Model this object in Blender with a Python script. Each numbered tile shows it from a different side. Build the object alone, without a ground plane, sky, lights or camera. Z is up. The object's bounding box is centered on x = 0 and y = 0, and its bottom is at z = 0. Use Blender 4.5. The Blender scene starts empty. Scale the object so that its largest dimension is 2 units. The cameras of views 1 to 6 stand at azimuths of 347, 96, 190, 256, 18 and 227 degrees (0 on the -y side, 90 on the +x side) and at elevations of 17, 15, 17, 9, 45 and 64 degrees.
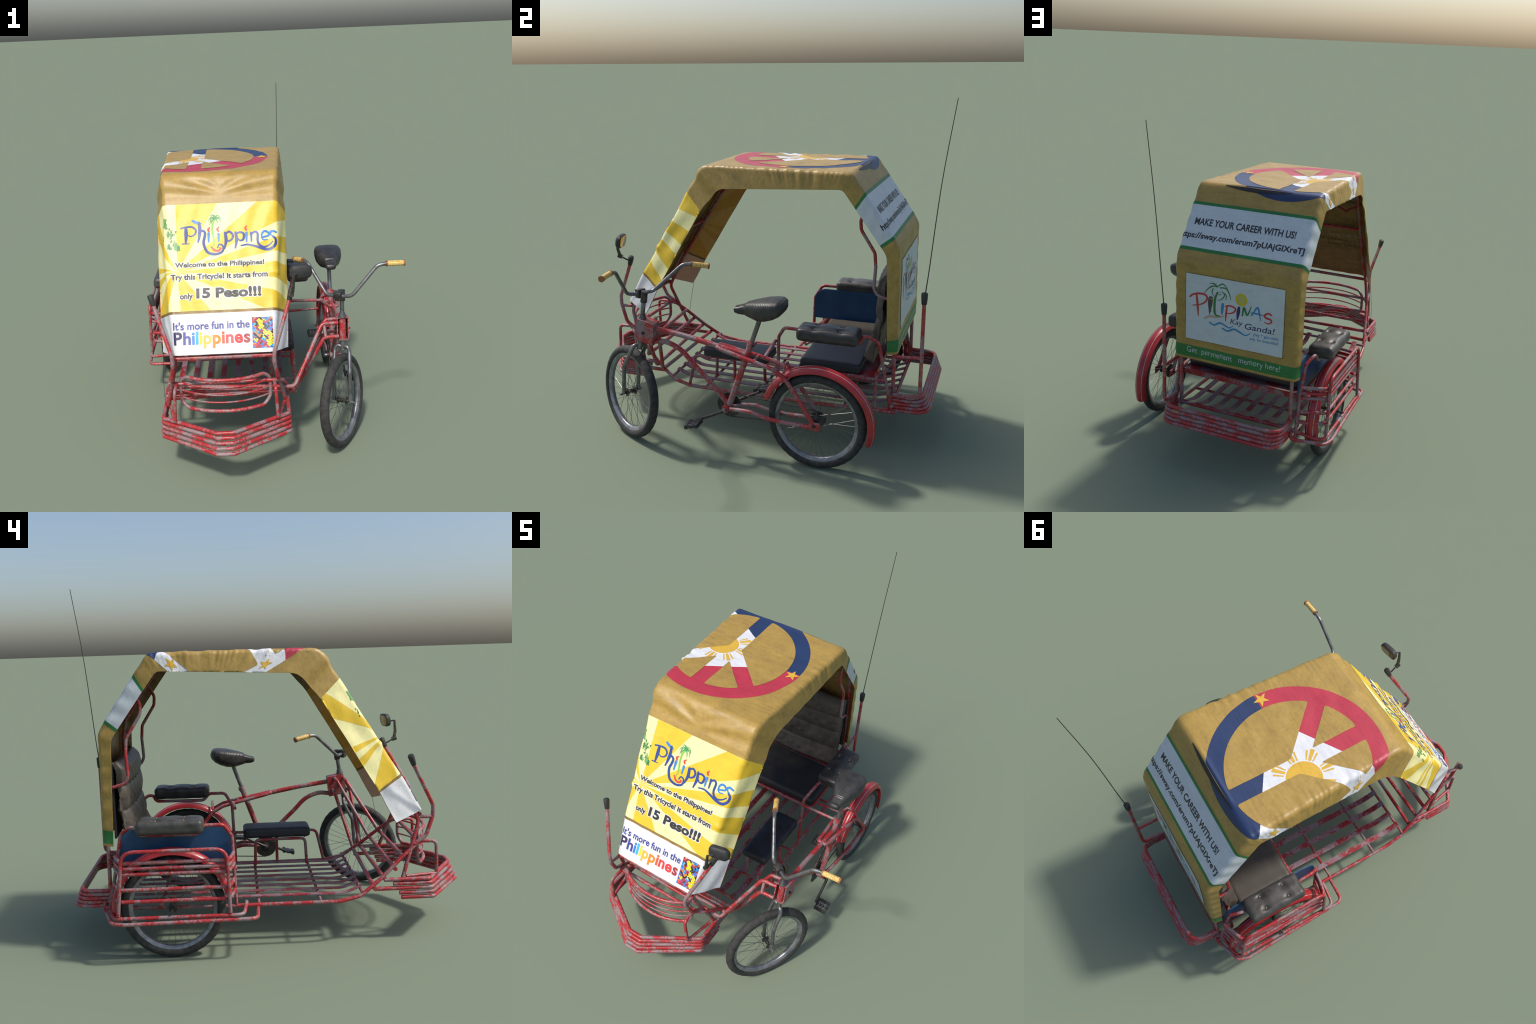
import bpy, bmesh, math, random
import numpy as np
from mathutils import Vector, Matrix, noise

random.seed(7)
rng = np.random.default_rng(7)
YAW = math.radians(-12.5)          # the vehicle stands turned on the ground
CX = -0.143                        # centre line of the sidecar
BX = 0.478                         # plane of the bicycle

# ------------------------------------------------------------------ materials
def new_mat(name):
    m = bpy.data.materials.new(name)
    m.use_nodes = True
    nt = m.node_tree
    return m, nt, nt.nodes["Principled BSDF"]

def N(nt, kind, **kw):
    n = nt.nodes.new(kind)
    for k, v in kw.items():
        if k in n.inputs.keys():
            n.inputs[k].default_value = v
        else:
            setattr(n, k, v)
    return n

def coords(nt, scatter=True, scale=(1, 1, 1)):
    tc = N(nt, "ShaderNodeTexCoord")
    mp = N(nt, "ShaderNodeMapping")
    mp.inputs["Scale"].default_value = scale
    nt.links.new(tc.outputs["Object"], mp.inputs["Vector"])
    if scatter:
        oi = N(nt, "ShaderNodeObjectInfo")
        mul = N(nt, "ShaderNodeMath", operation="MULTIPLY")
        mul.inputs[1].default_value = 37.0
        nt.links.new(oi.outputs["Random"], mul.inputs[0])
        cb = N(nt, "ShaderNodeCombineXYZ")
        for i in range(3):
            nt.links.new(mul.outputs[0], cb.inputs[i])
        nt.links.new(cb.outputs[0], mp.inputs["Location"])
    return mp.outputs["Vector"]

def fbm(nt, vec, scale, detail=5.0, rough=0.6, dist=0.0):
    n = N(nt, "ShaderNodeTexNoise")
    n.inputs["Scale"].default_value = scale
    n.inputs["Detail"].default_value = detail
    n.inputs["Roughness"].default_value = rough
    n.inputs["Distortion"].default_value = dist
    nt.links.new(vec, n.inputs["Vector"])
    return n.outputs["Fac"]

def ramp(nt, fac, stops, interp="LINEAR"):
    r = N(nt, "ShaderNodeValToRGB")
    r.color_ramp.interpolation = interp
    el = r.color_ramp.elements
    while len(el) < len(stops):
        el.new(0.5)
    for e, (p, c) in zip(el, stops):
        e.position = p
        e.color = (*c, 1) if len(c) == 3 else c
    nt.links.new(fac, r.inputs["Fac"])
    return r.outputs["Color"]

def mixc(nt, fac, a, b, mode="MIX"):
    m = N(nt, "ShaderNodeMix", data_type="RGBA", blend_type=mode)
    for sock, v in ((m.inputs["Factor"], fac), (m.inputs["A"], a), (m.inputs["B"], b)):
        pass
    fs = [s for s in m.inputs if s.name == "Factor" and s.type == "VALUE"][0]
    As = [s for s in m.inputs if s.name == "A" and s.type == "RGBA"][0]
    Bs = [s for s in m.inputs if s.name == "B" and s.type == "RGBA"][0]
    for sock, v in ((fs, fac), (As, a), (Bs, b)):
        if isinstance(v, bpy.types.NodeSocket):
            nt.links.new(v, sock)
        elif isinstance(v, (int, float)):
            sock.default_value = v
        else:
            sock.default_value = (*v, 1)
    return [o for o in m.outputs if o.type == "RGBA"][0]

def bump(nt, bsdf, height, strength=0.3, dist=0.002):
    b = N(nt, "ShaderNodeBump")
    b.inputs["Strength"].default_value = strength
    b.inputs["Distance"].default_value = dist
    nt.links.new(height, b.inputs["Height"])
    nt.links.new(b.outputs["Normal"], bsdf.inputs["Normal"])

BLACK, WHITE = (0, 0, 0), (1, 1, 1)

def worn_paint(name, red, primer, bare, amount=0.5, rough=0.33, scale=84):
    m, nt, p = new_mat(name)
    v = coords(nt)
    n1 = fbm(nt, v, scale, 8, 0.68, 0.6)
    n2 = fbm(nt, v, 11, 3, 0.5)
    big = ramp(nt, n2, [(0.35, BLACK), (0.65, WHITE)])
    sh = mixc(nt, 0.22, n1, big)
    mask = ramp(nt, sh, [(amount - 0.03, BLACK), (amount + 0.07, WHITE)])
    c = mixc(nt, mask, red, primer)
    n3 = fbm(nt, v, 4.2, 6, 0.6, 0.3)
    m3 = ramp(nt, n3, [(0.62, BLACK), (0.68, WHITE)])
    c = mixc(nt, m3, c, bare)
    n4 = fbm(nt, v, 70, 4, 0.7)
    grime = ramp(nt, n4, [(0.3, (0.62, 0.6, 0.6)), (0.62, WHITE)])
    c = mixc(nt, 0.8, c, grime, "MULTIPLY")
    nt.links.new(c, p.inputs["Base Color"])
    r = ramp(nt, mask, [(0, (rough,) * 3), (1, (rough + 0.16,) * 3)])
    nt.links.new(r, p.inputs["Roughness"])
    bump(nt, p, mask, 0.25, 0.0006)
    return m

def grainy(name, a, b, scale=30, lo=0.35, hi=0.65, rough=0.6, metal=0.0, bstr=0.2, bscale=200, bdist=0.001, spec=0.5):
    m, nt, p = new_mat(name)
    v = coords(nt)
    c = ramp(nt, fbm(nt, v, scale, 6, 0.62), [(lo, a), (hi, b)])
    nt.links.new(c, p.inputs["Base Color"])
    p.inputs["Roughness"].default_value = rough
    p.inputs["Metallic"].default_value = metal
    p.inputs["Specular IOR Level"].default_value = spec
    if bstr:
        bump(nt, p, fbm(nt, v, bscale, 4, 0.6), bstr, bdist)
    return m

def cloth(name, col, dirt=0.16, rough=0.43):
    """printed tarpaulin: one print colour with faint stains and weave"""
    m, nt, p = new_mat(name)
    v = coords(nt, scatter=False)
    d = fbm(nt, v, 9, 6, 0.65, 0.4)
    f = ramp(nt, d, [(0.3, (1 - dirt,) * 3), (0.6, WHITE)])
    f2 = ramp(nt, fbm(nt, v, 60, 3, 0.6), [(0.35, (1 - dirt * 0.55,) * 3), (0.6, WHITE)])
    c = mixc(nt, 1.0, f, col, "MULTIPLY")
    c = mixc(nt, 1.0, c, f2, "MULTIPLY")
    sv_ = coords(nt, scatter=False, scale=(3.0, 26.0, 13.0))
    streak = fbm(nt, sv_, 2.2, 6, 0.7, 0.8)
    f3 = ramp(nt, streak, [(0.34, (1 - dirt * 0.9,) * 3), (0.52, WHITE)])
    c = mixc(nt, 1.0, c, f3, "MULTIPLY")
    nt.links.new(c, p.inputs["Base Color"])
    p.inputs["Roughness"].default_value = rough
    p.inputs["Specular IOR Level"].default_value = 0.5
    hgt = mixc(nt, 0.35, streak, fbm(nt, v, 90, 4, 0.6))
    bump(nt, p, hgt, 0.35, 0.004)
    return m

RED = (0.41, 0.026, 0.030)
M = {}
M["paint"] = worn_paint("worn_red_paint", RED, (0.275, 0.20, 0.205), (0.40, 0.17, 0.12), 0.492)
M["slat"] = worn_paint("worn_slat_paint", (0.30, 0.016, 0.022), (0.25, 0.17, 0.19), (0.26, 0.12, 0.11), 0.46, 0.4)
M["fender"] = grainy("fender_enamel", (0.30, 0.018, 0.022), (0.44, 0.03, 0.034), 14, rough=0.3, bstr=0)
M["steel"] = grainy("brushed_steel", (0.12, 0.12, 0.124), (0.26, 0.26, 0.27), 24, rough=0.40, metal=0.75, bstr=0.1)
M["rim"] = grainy("dull_rim_alloy", (0.17, 0.18, 0.19), (0.30, 0.31, 0.33), 30, rough=0.38, metal=0.6, bstr=0.05)
M["spoke"] = grainy("spoke_wire", (0.10, 0.10, 0.10), (0.20, 0.20, 0.20), 30, rough=0.35, metal=0.7, bstr=0)
M["dark_metal"] = grainy("oily_dark_metal", (0.030, 0.028, 0.026), (0.085, 0.078, 0.068), 40, rough=0.42, metal=0.5, bstr=0.2)
M["tyre"] = grainy("dusty_tyre_rubber", (0.018, 0.018, 0.018), (0.045, 0.043, 0.040), 45, rough=0.8, bstr=0.35, bscale=260)
M["rubber"] = grainy("black_rubber", (0.018, 0.018, 0.019), (0.034, 0.033, 0.033), 60, rough=0.62, bstr=0.1)
M["leather"] = grainy("black_vinyl", (0.020, 0.020, 0.021), (0.050, 0.048, 0.046), 22, rough=0.42, bstr=0.25, bscale=120)
M["grey_vinyl"] = grainy("worn_grey_vinyl", (0.030, 0.029, 0.027), (0.075, 0.071, 0.064), 18, rough=0.45, bstr=0.3, bscale=90)
M["brown_leather"] = grainy("dusty_brown_vinyl", (0.055, 0.046, 0.037), (0.110, 0.092, 0.073), 14, rough=0.5, bstr=0.25, bscale=90)
M["navy_vinyl"] = grainy("blue_black_vinyl", (0.014, 0.016, 0.022), (0.030, 0.033, 0.042), 18, rough=0.48, bstr=0.25, bscale=140)
def bench_mat():
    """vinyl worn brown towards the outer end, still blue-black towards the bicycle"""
    m, nt, p = new_mat("bench_vinyl")
    tc = N(nt, "ShaderNodeTexCoord"); sx = N(nt, "ShaderNodeSeparateXYZ")
    nt.links.new(tc.outputs["Object"], sx.inputs[0])
    v = coords(nt, scatter=False)
    n = fbm(nt, v, 9, 5, 0.6)
    a = N(nt, "ShaderNodeMath", operation="MULTIPLY_ADD"); a.inputs[1].default_value = -1.6; a.inputs[2].default_value = -0.02
    nt.links.new(sx.outputs["X"], a.inputs[0])
    b = N(nt, "ShaderNodeMath", operation="ADD"); nt.links.new(a.outputs[0], b.inputs[0]); nt.links.new(n, b.inputs[1])
    c = ramp(nt, b.outputs[0], [(0.45, (0.020, 0.022, 0.028)), (0.95, (0.075, 0.064, 0.052))])
    nt.links.new(c, p.inputs["Base Color"]); p.inputs["Roughness"].default_value = 0.5
    bump(nt, p, fbm(nt, v, 110, 4, 0.6), 0.25, 0.001)
    return m
M["bench_vinyl"] = bench_mat()
M["button"] = grainy("tan_button", (0.16, 0.12, 0.08), (0.26, 0.20, 0.14), 60, rough=0.5, bstr=0)
M["blue"] = grainy("blue_sheet_paint", (0.012, 0.062, 0.150), (0.020, 0.092, 0.21), 8, rough=0.4, bstr=0.08)
M["wire"] = grainy("black_wire", (0.02, 0.02, 0.02), (0.04, 0.04, 0.04), 40, rough=0.5, bstr=0)
M["grip_end"] = grainy("brown_grip_end", (0.22, 0.085, 0.025), (0.34, 0.14, 0.05), 60, rough=0.55, bstr=0)
M["glass"] = grainy("amber_mirror_glass", (0.30, 0.20, 0.09), (0.36, 0.25, 0.12), 20, rough=0.12, metal=0.8, bstr=0)

TAN = (0.405, 0.262, 0.062)
M["tan"] = cloth("tan_tarpaulin", TAN, 0.20)
M["lining"] = cloth("brown_tarpaulin_back", (0.25, 0.15, 0.038), 0.35)
M["white"] = cloth("white_print", (0.70, 0.71, 0.73), 0.10)
M["red_print"] = cloth("red_print", (0.46, 0.035, 0.062), 0.12)
M["blue_print"] = cloth("blue_print", (0.018, 0.038, 0.110), 0.12)
M["sun_print"] = cloth("golden_print", (0.66, 0.40, 0.045), 0.10)
M["yellow"] = cloth("yellow_print", (0.74, 0.50, 0.030), 0.08)
M["pale"] = cloth("pale_yellow_print", (0.84, 0.78, 0.37), 0.08)
M["green"] = cloth("green_print", (0.022, 0.185, 0.040), 0.20)
M["black_print"] = cloth("black_print", (0.016, 0.015, 0.015), 0.1)
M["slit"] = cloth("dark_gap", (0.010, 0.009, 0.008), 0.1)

# weave pattern of the yellow hand grips
def grip_mat():
    m, nt, p = new_mat("yellow_net_grip")
    tc = N(nt, "ShaderNodeTexCoord")
    vo = N(nt, "ShaderNodeTexVoronoi", feature="DISTANCE_TO_EDGE")
    vo.inputs["Scale"].default_value = 105
    vo.inputs["Randomness"].default_value = 0.35
    nt.links.new(tc.outputs["Object"], vo.inputs["Vector"])
    c = ramp(nt, vo.outputs["Distance"], [(0.05, (0.50, 0.25, 0.03)), (0.16, (0.78, 0.60, 0.22))])
    nt.links.new(c, p.inputs["Base Color"])
    p.inputs["Roughness"].default_value = 0.5
    bump(nt, p, vo.outputs["Distance"], 0.4, 0.001)
    return m
M["grip"] = grip_mat()

def fender_stripes(mat):
    """two thin pale pin stripes along the fender, measured from its own middle plane"""
    nt = mat.node_tree
    p = nt.nodes["Principled BSDF"]
    src = p.inputs["Base Color"].links[0].from_socket
    tc = N(nt, "ShaderNodeTexCoord")
    sx = N(nt, "ShaderNodeSeparateXYZ")
    nt.links.new(tc.outputs["Object"], sx.inputs[0])
    ab = N(nt, "ShaderNodeMath", operation="ABSOLUTE")
    nt.links.new(sx.outputs["X"], ab.inputs[0])
    cmpn = N(nt, "ShaderNodeMath", operation="COMPARE")
    cmpn.inputs[1].default_value = 0.0165
    cmpn.inputs[2].default_value = 0.0014
    nt.links.new(ab.outputs[0], cmpn.inputs[0])
    v = coords(nt)
    wear = ramp(nt, fbm(nt, v, 40, 5, 0.7), [(0.36, BLACK), (0.44, WHITE)])
    f = N(nt, "ShaderNodeMath", operation="MULTIPLY")
    nt.links.new(cmpn.outputs[0], f.inputs[0]); nt.links.new(wear, f.inputs[1])
    c = mixc(nt, f.outputs[0], src, (0.40, 0.36, 0.37))
    nt.links.new(c, p.inputs["Base Color"])
fender_stripes(M["fender"])

# ------------------------------------------------------------------ object helpers
def link(name, mesh, parent, mats=(), smooth=True):
    ob = bpy.data.objects.new(name, mesh)
    bpy.context.scene.collection.objects.link(ob)
    ob.parent = parent
    for mt in mats:
        mesh.materials.append(M[mt] if isinstance(mt, str) else mt)
    if smooth:
        mesh.polygons.foreach_set("use_smooth", [True] * len(mesh.polygons))
    return ob

def mesh_of(name, verts, faces):
    me = bpy.data.meshes.new(name)
    me.from_pydata([tuple(map(float, v)) for v in verts], [], faces)
    me.update()
    return me

def fillet(pts, rad, seg=5):
    """round the inner corners of a polyline"""
    pts = [Vector(p) for p in pts]
    if len(pts) < 3 or rad <= 0:
        return pts
    out = [pts[0]]
    for i in range(1, len(pts) - 1):
        a, b, c = pts[i - 1], pts[i], pts[i + 1]
        u, w = (a - b), (c - b)
        lu, lw = u.length, w.length
        if lu < 1e-6 or lw < 1e-6:
            continue
        u.normalize(); w.normalize()
        cosang = max(-1, min(1, u.dot(w)))
        half = math.acos(cosang) / 2
        if half > math.pi / 2 - 0.04:
            out.append(b); continue
        t = min(rad / math.tan(half), lu * 0.48, lw * 0.48)
        p0, p2 = b + u * t, b + w * t
        for k in range(seg + 1):
            f = k / seg
            out.append(p0 * (1 - f) ** 2 + b * 2 * f * (1 - f) + p2 * f ** 2)
    out.append(pts[-1])
    return out

def smooth_path(pts, n=8):
    """Catmull-Rom curve through the points"""
    P = [Vector(p) for p in pts]
    P = [2 * P[0] - P[1]] + P + [2 * P[-1] - P[-2]]
    out = []
    for i in range(1, len(P) - 2):
        for k in range(n):
            t = k / n
            a, b, c, d = P[i - 1], P[i], P[i + 1], P[i + 2]
            out.append(0.5 * ((2 * b) + (c - a) * t + (2 * a - 5 * b + 4 * c - d) * t * t + (3 * b - a - 3 * c + d) * t ** 3))
    out.append(P[-2])
    return out

def sweep(path, r, sides=12, closed=False, caps=True):
    path = [Vector(p) for p in path]
    n = len(path)
    T = []
    for i in range(n):
        if closed:
            t = path[(i + 1) % n] - path[i - 1]
        else:
            t = path[min(i + 1, n - 1)] - path[max(i - 1, 0)]
        T.append(t.normalized())
    ref = Vector((0, 0, 1)) if abs(T[0].z) < 0.9 else Vector((1, 0, 0))
    nrm = (ref - T[0] * ref.dot(T[0])).normalized()
    verts, faces = [], []
    for i in range(n):
        if i:
            nrm = (nrm - T[i] * nrm.dot(T[i]))
            nrm = nrm.normalized() if nrm.length > 1e-6 else T[i].orthogonal().normalized()
        b = T[i].cross(nrm)
        rr = r[i] if isinstance(r, (list, tuple)) else r
        for k in range(sides):
            a = 2 * math.pi * k / sides
            verts.append(path[i] + (nrm * math.cos(a) + b * math.sin(a)) * rr)
    m = n if closed else n - 1
    for i in range(m):
        j = (i + 1) % n
        for k in range(sides):
            k2 = (k + 1) % sides
            faces.append((i * sides + k, i * sides + k2, j * sides + k2, j * sides + k))
    if caps and not closed:
        faces.append(tuple(range(sides))[::-1])
        faces.append(tuple(range((n - 1) * sides, n * sides)))
    return verts, faces

def flat_caps(me, min_sides=8):
    for p in me.polygons:
        if len(p.vertices) >= min_sides:
            p.use_smooth = False

def tube(name, pts, r, parent, mat="paint", rad=0.0, closed=False, sides=12, curve=False, seg=6):
    path = smooth_path(pts) if curve else fillet(pts, rad, seg)
    v, f = sweep(path, r, sides, closed)
    me = mesh_of(name, v, f)
    ob = link(name, me, parent, [mat])
    flat_caps(me)
    try:
        me.set_sharp_from_angle(angle=math.radians(50))
    except Exception:
        pass
    return ob

def join_meshes(name, parts, parent, mats, smooth=True):
    V, F = [], []
    for v, f in parts:
        o = len(V)
        V += [tuple(x) for x in v]
        F += [tuple(i + o for i in q) for q in f]
    me = mesh_of(name, V, F)
    ob = link(name, me, parent, mats, smooth)
    me.set_sharp_from_angle(angle=math.radians(45))
    return ob

def mirror_x(pts, c=CX):
    return [(2 * c - p[0], p[1], p[2]) for p in pts]

def rounded_box(name, centre, size, r, parent, mat, n=14, dimples=(), puff=0.0, lump=0.0, rot=None, depth=0.012, dr=0.035, seed=0):
    """a soft padded block: rounded edges, tufting dimples on its top, slight lumps"""
    bm = bmesh.new()
    bmesh.ops.create_cube(bm, size=2.0)
    bmesh.ops.subdivide_edges(bm, edges=bm.edges[:], cuts=n, use_grid_fill=True)
    h = Vector(size) / 2
    inner = Vector([max(1e-4, h[i] - r) for i in range(3)])
    for v in bm.verts:
        # concentrate the grid towards the edges
        p = Vector([math.copysign(abs(c) ** 0.85, c) * h[i] for i, c in enumerate(v.co)])
        q = Vector([max(-inner[i], min(inner[i], p[i])) for i in range(3)])
        d = p - q
        if d.length > 1e-7:
            p = q + d.normalized() * min(r, max(abs(d.x), abs(d.y), abs(d.z)) if sum(abs(x) > 1e-6 for x in d) > 1 else d.length)
        if puff:
            fx = max(0, 1 - (p.x / h.x) ** 2); fy = max(0, 1 - (p.y / h.y) ** 2)
            p.z += math.copysign(puff * fx * fy, p.z) if p.z > 0 else 0
        if p.z > 0:
            for dx, dy in dimples:
                q2 = ((p.x - dx) ** 2 + (p.y - dy) ** 2) / dr ** 2
                p.z -= depth * math.exp(-q2) * 0.6 + depth * math.exp(-q2 * 6) * 0.6
        if lump:
            k = noise.noise_vector(Vector((p.x * 22 + seed, p.y * 22, p.z * 22)))
            p += Vector(k) * lump
        v.co = p
    me = bpy.data.meshes.new(name)
    bm.to_mesh(me); bm.free()
    ob = link(name, me, parent, [mat])
    mtx = Matrix.Translation(centre)
    if rot is not None:
        mtx = mtx @ rot
    me.transform(mtx)
    return ob

def revolve(profile, seg, axis="x", jitter=None):
    """profile: list of (axial, radius); closed ring around the x axis"""
    V, F = [], []
    n = len(profile)
    for i in range(seg):
        a = 2 * math.pi * i / seg
        for j, (ax, rr) in enumerate(profile):
            if jitter:
                rr += jitter(i, j)
            V.append((ax, rr * math.cos(a), rr * math.sin(a)))
    for i in range(seg):
        i2 = (i + 1) % seg
        for j in range(n):
            j2 = (j + 1) % n
            F.append((i * n + j, i * n + j2, i2 * n + j2, i2 * n + j))
    return V, F

def disc_stack(profile, seg=24):
    """solid of revolution around x, closed at both ends"""
    V, F = [], []
    n = len(profile)
    for i in range(seg):
        a = 2 * math.pi * i / seg
        for ax, rr in profile:
            V.append((ax, rr * math.cos(a), rr * math.sin(a)))
    for i in range(seg):
        i2 = (i + 1) % seg
        for j in range(n - 1):
            F.append((i * n + j, i * n + j + 1, i2 * n + j + 1, i2 * n + j))
    F.append(tuple(i * n for i in range(seg)))
    F.append(tuple(i * n + n - 1 for i in range(seg))[::-1])
    return V, F

def moved(vf, mtx):
    return [mtx @ Vector(v) for v in vf[0]], vf[1]

def box_vf(c, s):
    cx, cy, cz = c; a, b, d = s[0] / 2, s[1] / 2, s[2] / 2
    V = [(cx + i * a, cy + j * b, cz + k * d) for i in (-1, 1) for j in (-1, 1) for k in (-1, 1)]
    F = [(0, 1, 3, 2), (4, 6, 7, 5), (0, 4, 5, 1), (2, 3, 7, 6), (0, 2, 6, 4), (1, 5, 7, 3)]
    return V, F

def bevelled(ob, w, seg=2):
    bm = bmesh.new(); bm.from_mesh(ob.data)
    bmesh.ops.bevel(bm, geom=bm.edges[:], offset=w, segments=seg, affect="EDGES", profile=0.5)
    bm.to_mesh(ob.data); bm.free()
    ob.data.polygons.foreach_set("use_smooth", [True] * len(ob.data.polygons))
    ob.data.set_sharp_from_angle(angle=math.radians(50))

# ------------------------------------------------------------------ the thing
root = bpy.data.objects.new("pedicab", None)
bpy.context.scene.collection.objects.link(root)
root.rotation_euler = (0, 0, YAW)
root["label"] = "worn red pedicab with printed tan canopy sidecar"
root["category"] = "pedicab tricycle"

RT = 0.0098      # radius of the frame tubes
RL = 0.0090

# ================================================================== sidecar floor
FZ = 0.217
rail_side = [(-0.503, 0.765, 0.232), (-0.503, 0.30, FZ), (-0.503, -0.38, FZ), (-0.494, -0.484, 0.238), (-0.465, -0.598, 0.320),
             (-0.434, -0.704, 0.412), (-0.416, -0.770, 0.462), (-0.385, -0.796, 0.476)]
rail = rail_side + [(2 * CX - x, y, z) for x, y, z in reversed(rail_side)]
rail = [(x if x < 0 else x + 0.010, y, z) for x, y, z in rail]
floor = tube("floor_frame", rail, RT, root, rad=0.07)

slat_me = None
def slat_mesh():
    """flat bar bent up at the front end and down at its rear end"""
    ys = [0.746, 0.700, 0.634, -0.395, -0.425, -0.455, -0.495]
    zs = [0.276, 0.258, 0.237, 0.236, 0.240, 0.252, 0.270]
    w, t = 0.0155, 0.0045
    V, F = [], []
    for y, z in zip(ys, zs):
        k = 0.0085 * (y + 0.13) / 0.8      # the slats lie slightly askew
        V += [(k - w, y, z - t / 2), (k + w, y, z - t / 2), (k + w, y, z + t / 2), (k - w, y, z + t / 2)]
    for i in range(len(ys) - 1):
        for k in range(4):
            k2 = (k + 1) % 4
            F.append((i * 4 + k, i * 4 + 4 + k, i * 4 + 4 + k2, i * 4 + k2))
    F += [(0, 1, 2, 3), tuple(range(len(V) - 1, len(V) - 5, -1))]
    return mesh_of("floor_slat", V, F)
slat_me = slat_mesh()
slat_me.materials.append(M["slat"])
for i in range(8):
    ob = bpy.data.objects.new("floor_slat", slat_me)
    bpy.context.scene.collection.objects.link(ob)
    ob.parent = floor
    ob.location = (-0.427 + i * 0.0815, 0, 0)
for y, z in ((0.020, 0.222), (-0.285, 0.222), (-0.492, 0.255), (0.498, 0.222), (0.748, 0.264)):
    tube("cross_bar", [(-0.503 + (0.012 if y < -0.4 else 0), y, z), (0.228 - (0.012 if y < -0.4 else 0), y, z)], 0.0098 if y > 0.6 else 0.0078, floor)

# ================================================================== bike link tubes that run on as front floor bars
def link_tube(yk, zk, xk, yf, zf, y_end, z_end, xhead=0.452, xend=-0.512):
    tube("link_tube", [(xhead, yk + 0.004, zk), (xk, yk, zk), (0.205, yf, zf), (0.15, (yf * 0.88 + y_end * 0.12), (zf * 0.88 + z_end * 0.12)), (xend, y_end, z_end)],
         0.0105, root, rad=0.035)
link_tube(-0.545, 0.663, 0.366, -0.709, 0.388, -0.705, 0.414, xend=-0.432)
link_tube(-0.492, 0.663, 0.388, -0.650, 0.360, -0.664, 0.356, xend=-0.458)
link_tube(-0.572, 0.597, 0.376, -0.597, 0.303, -0.608, 0.312, xend=-0.476)
link_tube(-0.480, 0.590, 0.392, -0.560, 0.283, -0.555, 0.269, xend=-0.490)
tube("link_brace", [(0.378, -0.545, 0.655), (0.382, -0.575, 0.600)], 0.0085, root)
tube("link_brace", [(0.388, -0.494, 0.655), (0.390, -0.482, 0.590)], 0.0085, root)

# ================================================================== front bumper
zr = [0.306, 0.285, 0.262, 0.239, 0.216]
grow = [0.0, 0.010, 0.020, 0.030, 0.041]
ends = [-0.606, -0.650, -0.556, -0.680, -0.690]
bumper = None
for i in range(5):
    z, g = zr[i], grow[i]
    hw = 0.318 + g * 0.12
    pts = [(-hw, ends[i], z), (-hw, -0.832 - g * 0.45, z), (-0.040, -1.003 - g, z), (0.040, -1.003 - g, z), (hw, -0.832 - g * 0.45, z), (hw, ends[i], z)]
    pts = [(CX - 0.008 + x, y, zz) for x, y, zz in pts]
    ob = tube("front_bumper" if bumper is None else "bumper_bar", pts, 0.0104, bumper or root, rad=0.022)
    bumper = bumper or ob
for sx in (1, -1):
    def sxp(pts):
        return pts if sx > 0 else mirror_x(pts, -0.147)
    tube("bumper_stay", sxp([(-0.392, -0.795, 0.477), (-0.396, -0.884, 0.477), (-0.404, -0.884, 0.312)]), 0.0088, bumper, rad=0.028)
    tube("bumper_brace", sxp([(-0.408, -0.880, 0.312), (-0.440, -0.722, 0.312)]), 0.0085, bumper)

# basket guard in front of the floor
bz = (0.5205, 0.352)
def bow(x, x0=-0.372, x1=0.076, y_end=-0.790, y_mid=-0.870):
    t = (x - x0) / (x1 - x0)
    return y_end + (y_mid - y_end) * (1 - abs(2 * t - 1) ** 2.2)
xs = np.linspace(-0.372, 0.076, 15)
top = [(x, bow(x), bz[0] - 0.016 * math.exp(-((x - 0.02) / 0.15) ** 2) * 0) for x in xs]
bot = [(x, bow(x), bz[1]) for x in xs[::-1]]
loop = top[1:-1] + [(0.074, -0.795, bz[0] - 0.03), (0.078, -0.792, 0.43), (0.074, -0.795, bz[1] + 0.035)] + bot[1:-1] + \
       [(-0.370, -0.795, bz[1] + 0.035), (-0.374, -0.792, 0.43), (-0.370, -0.795, bz[0] - 0.03)]
bk = tube("front_guard", smooth_path(loop + [loop[0]], 3)[:-1], 0.0094, root, closed=True)
for z in (0.480, 0.440, 0.400):
    tube("guard_rod", [(x, bow(x), z) for x in xs], 0.0047, bk, sides=8)
tube("guard_bar", [(-0.405, -0.797, 0.476), (0.118, -0.797, 0.476)], 0.0098, bk)

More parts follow.
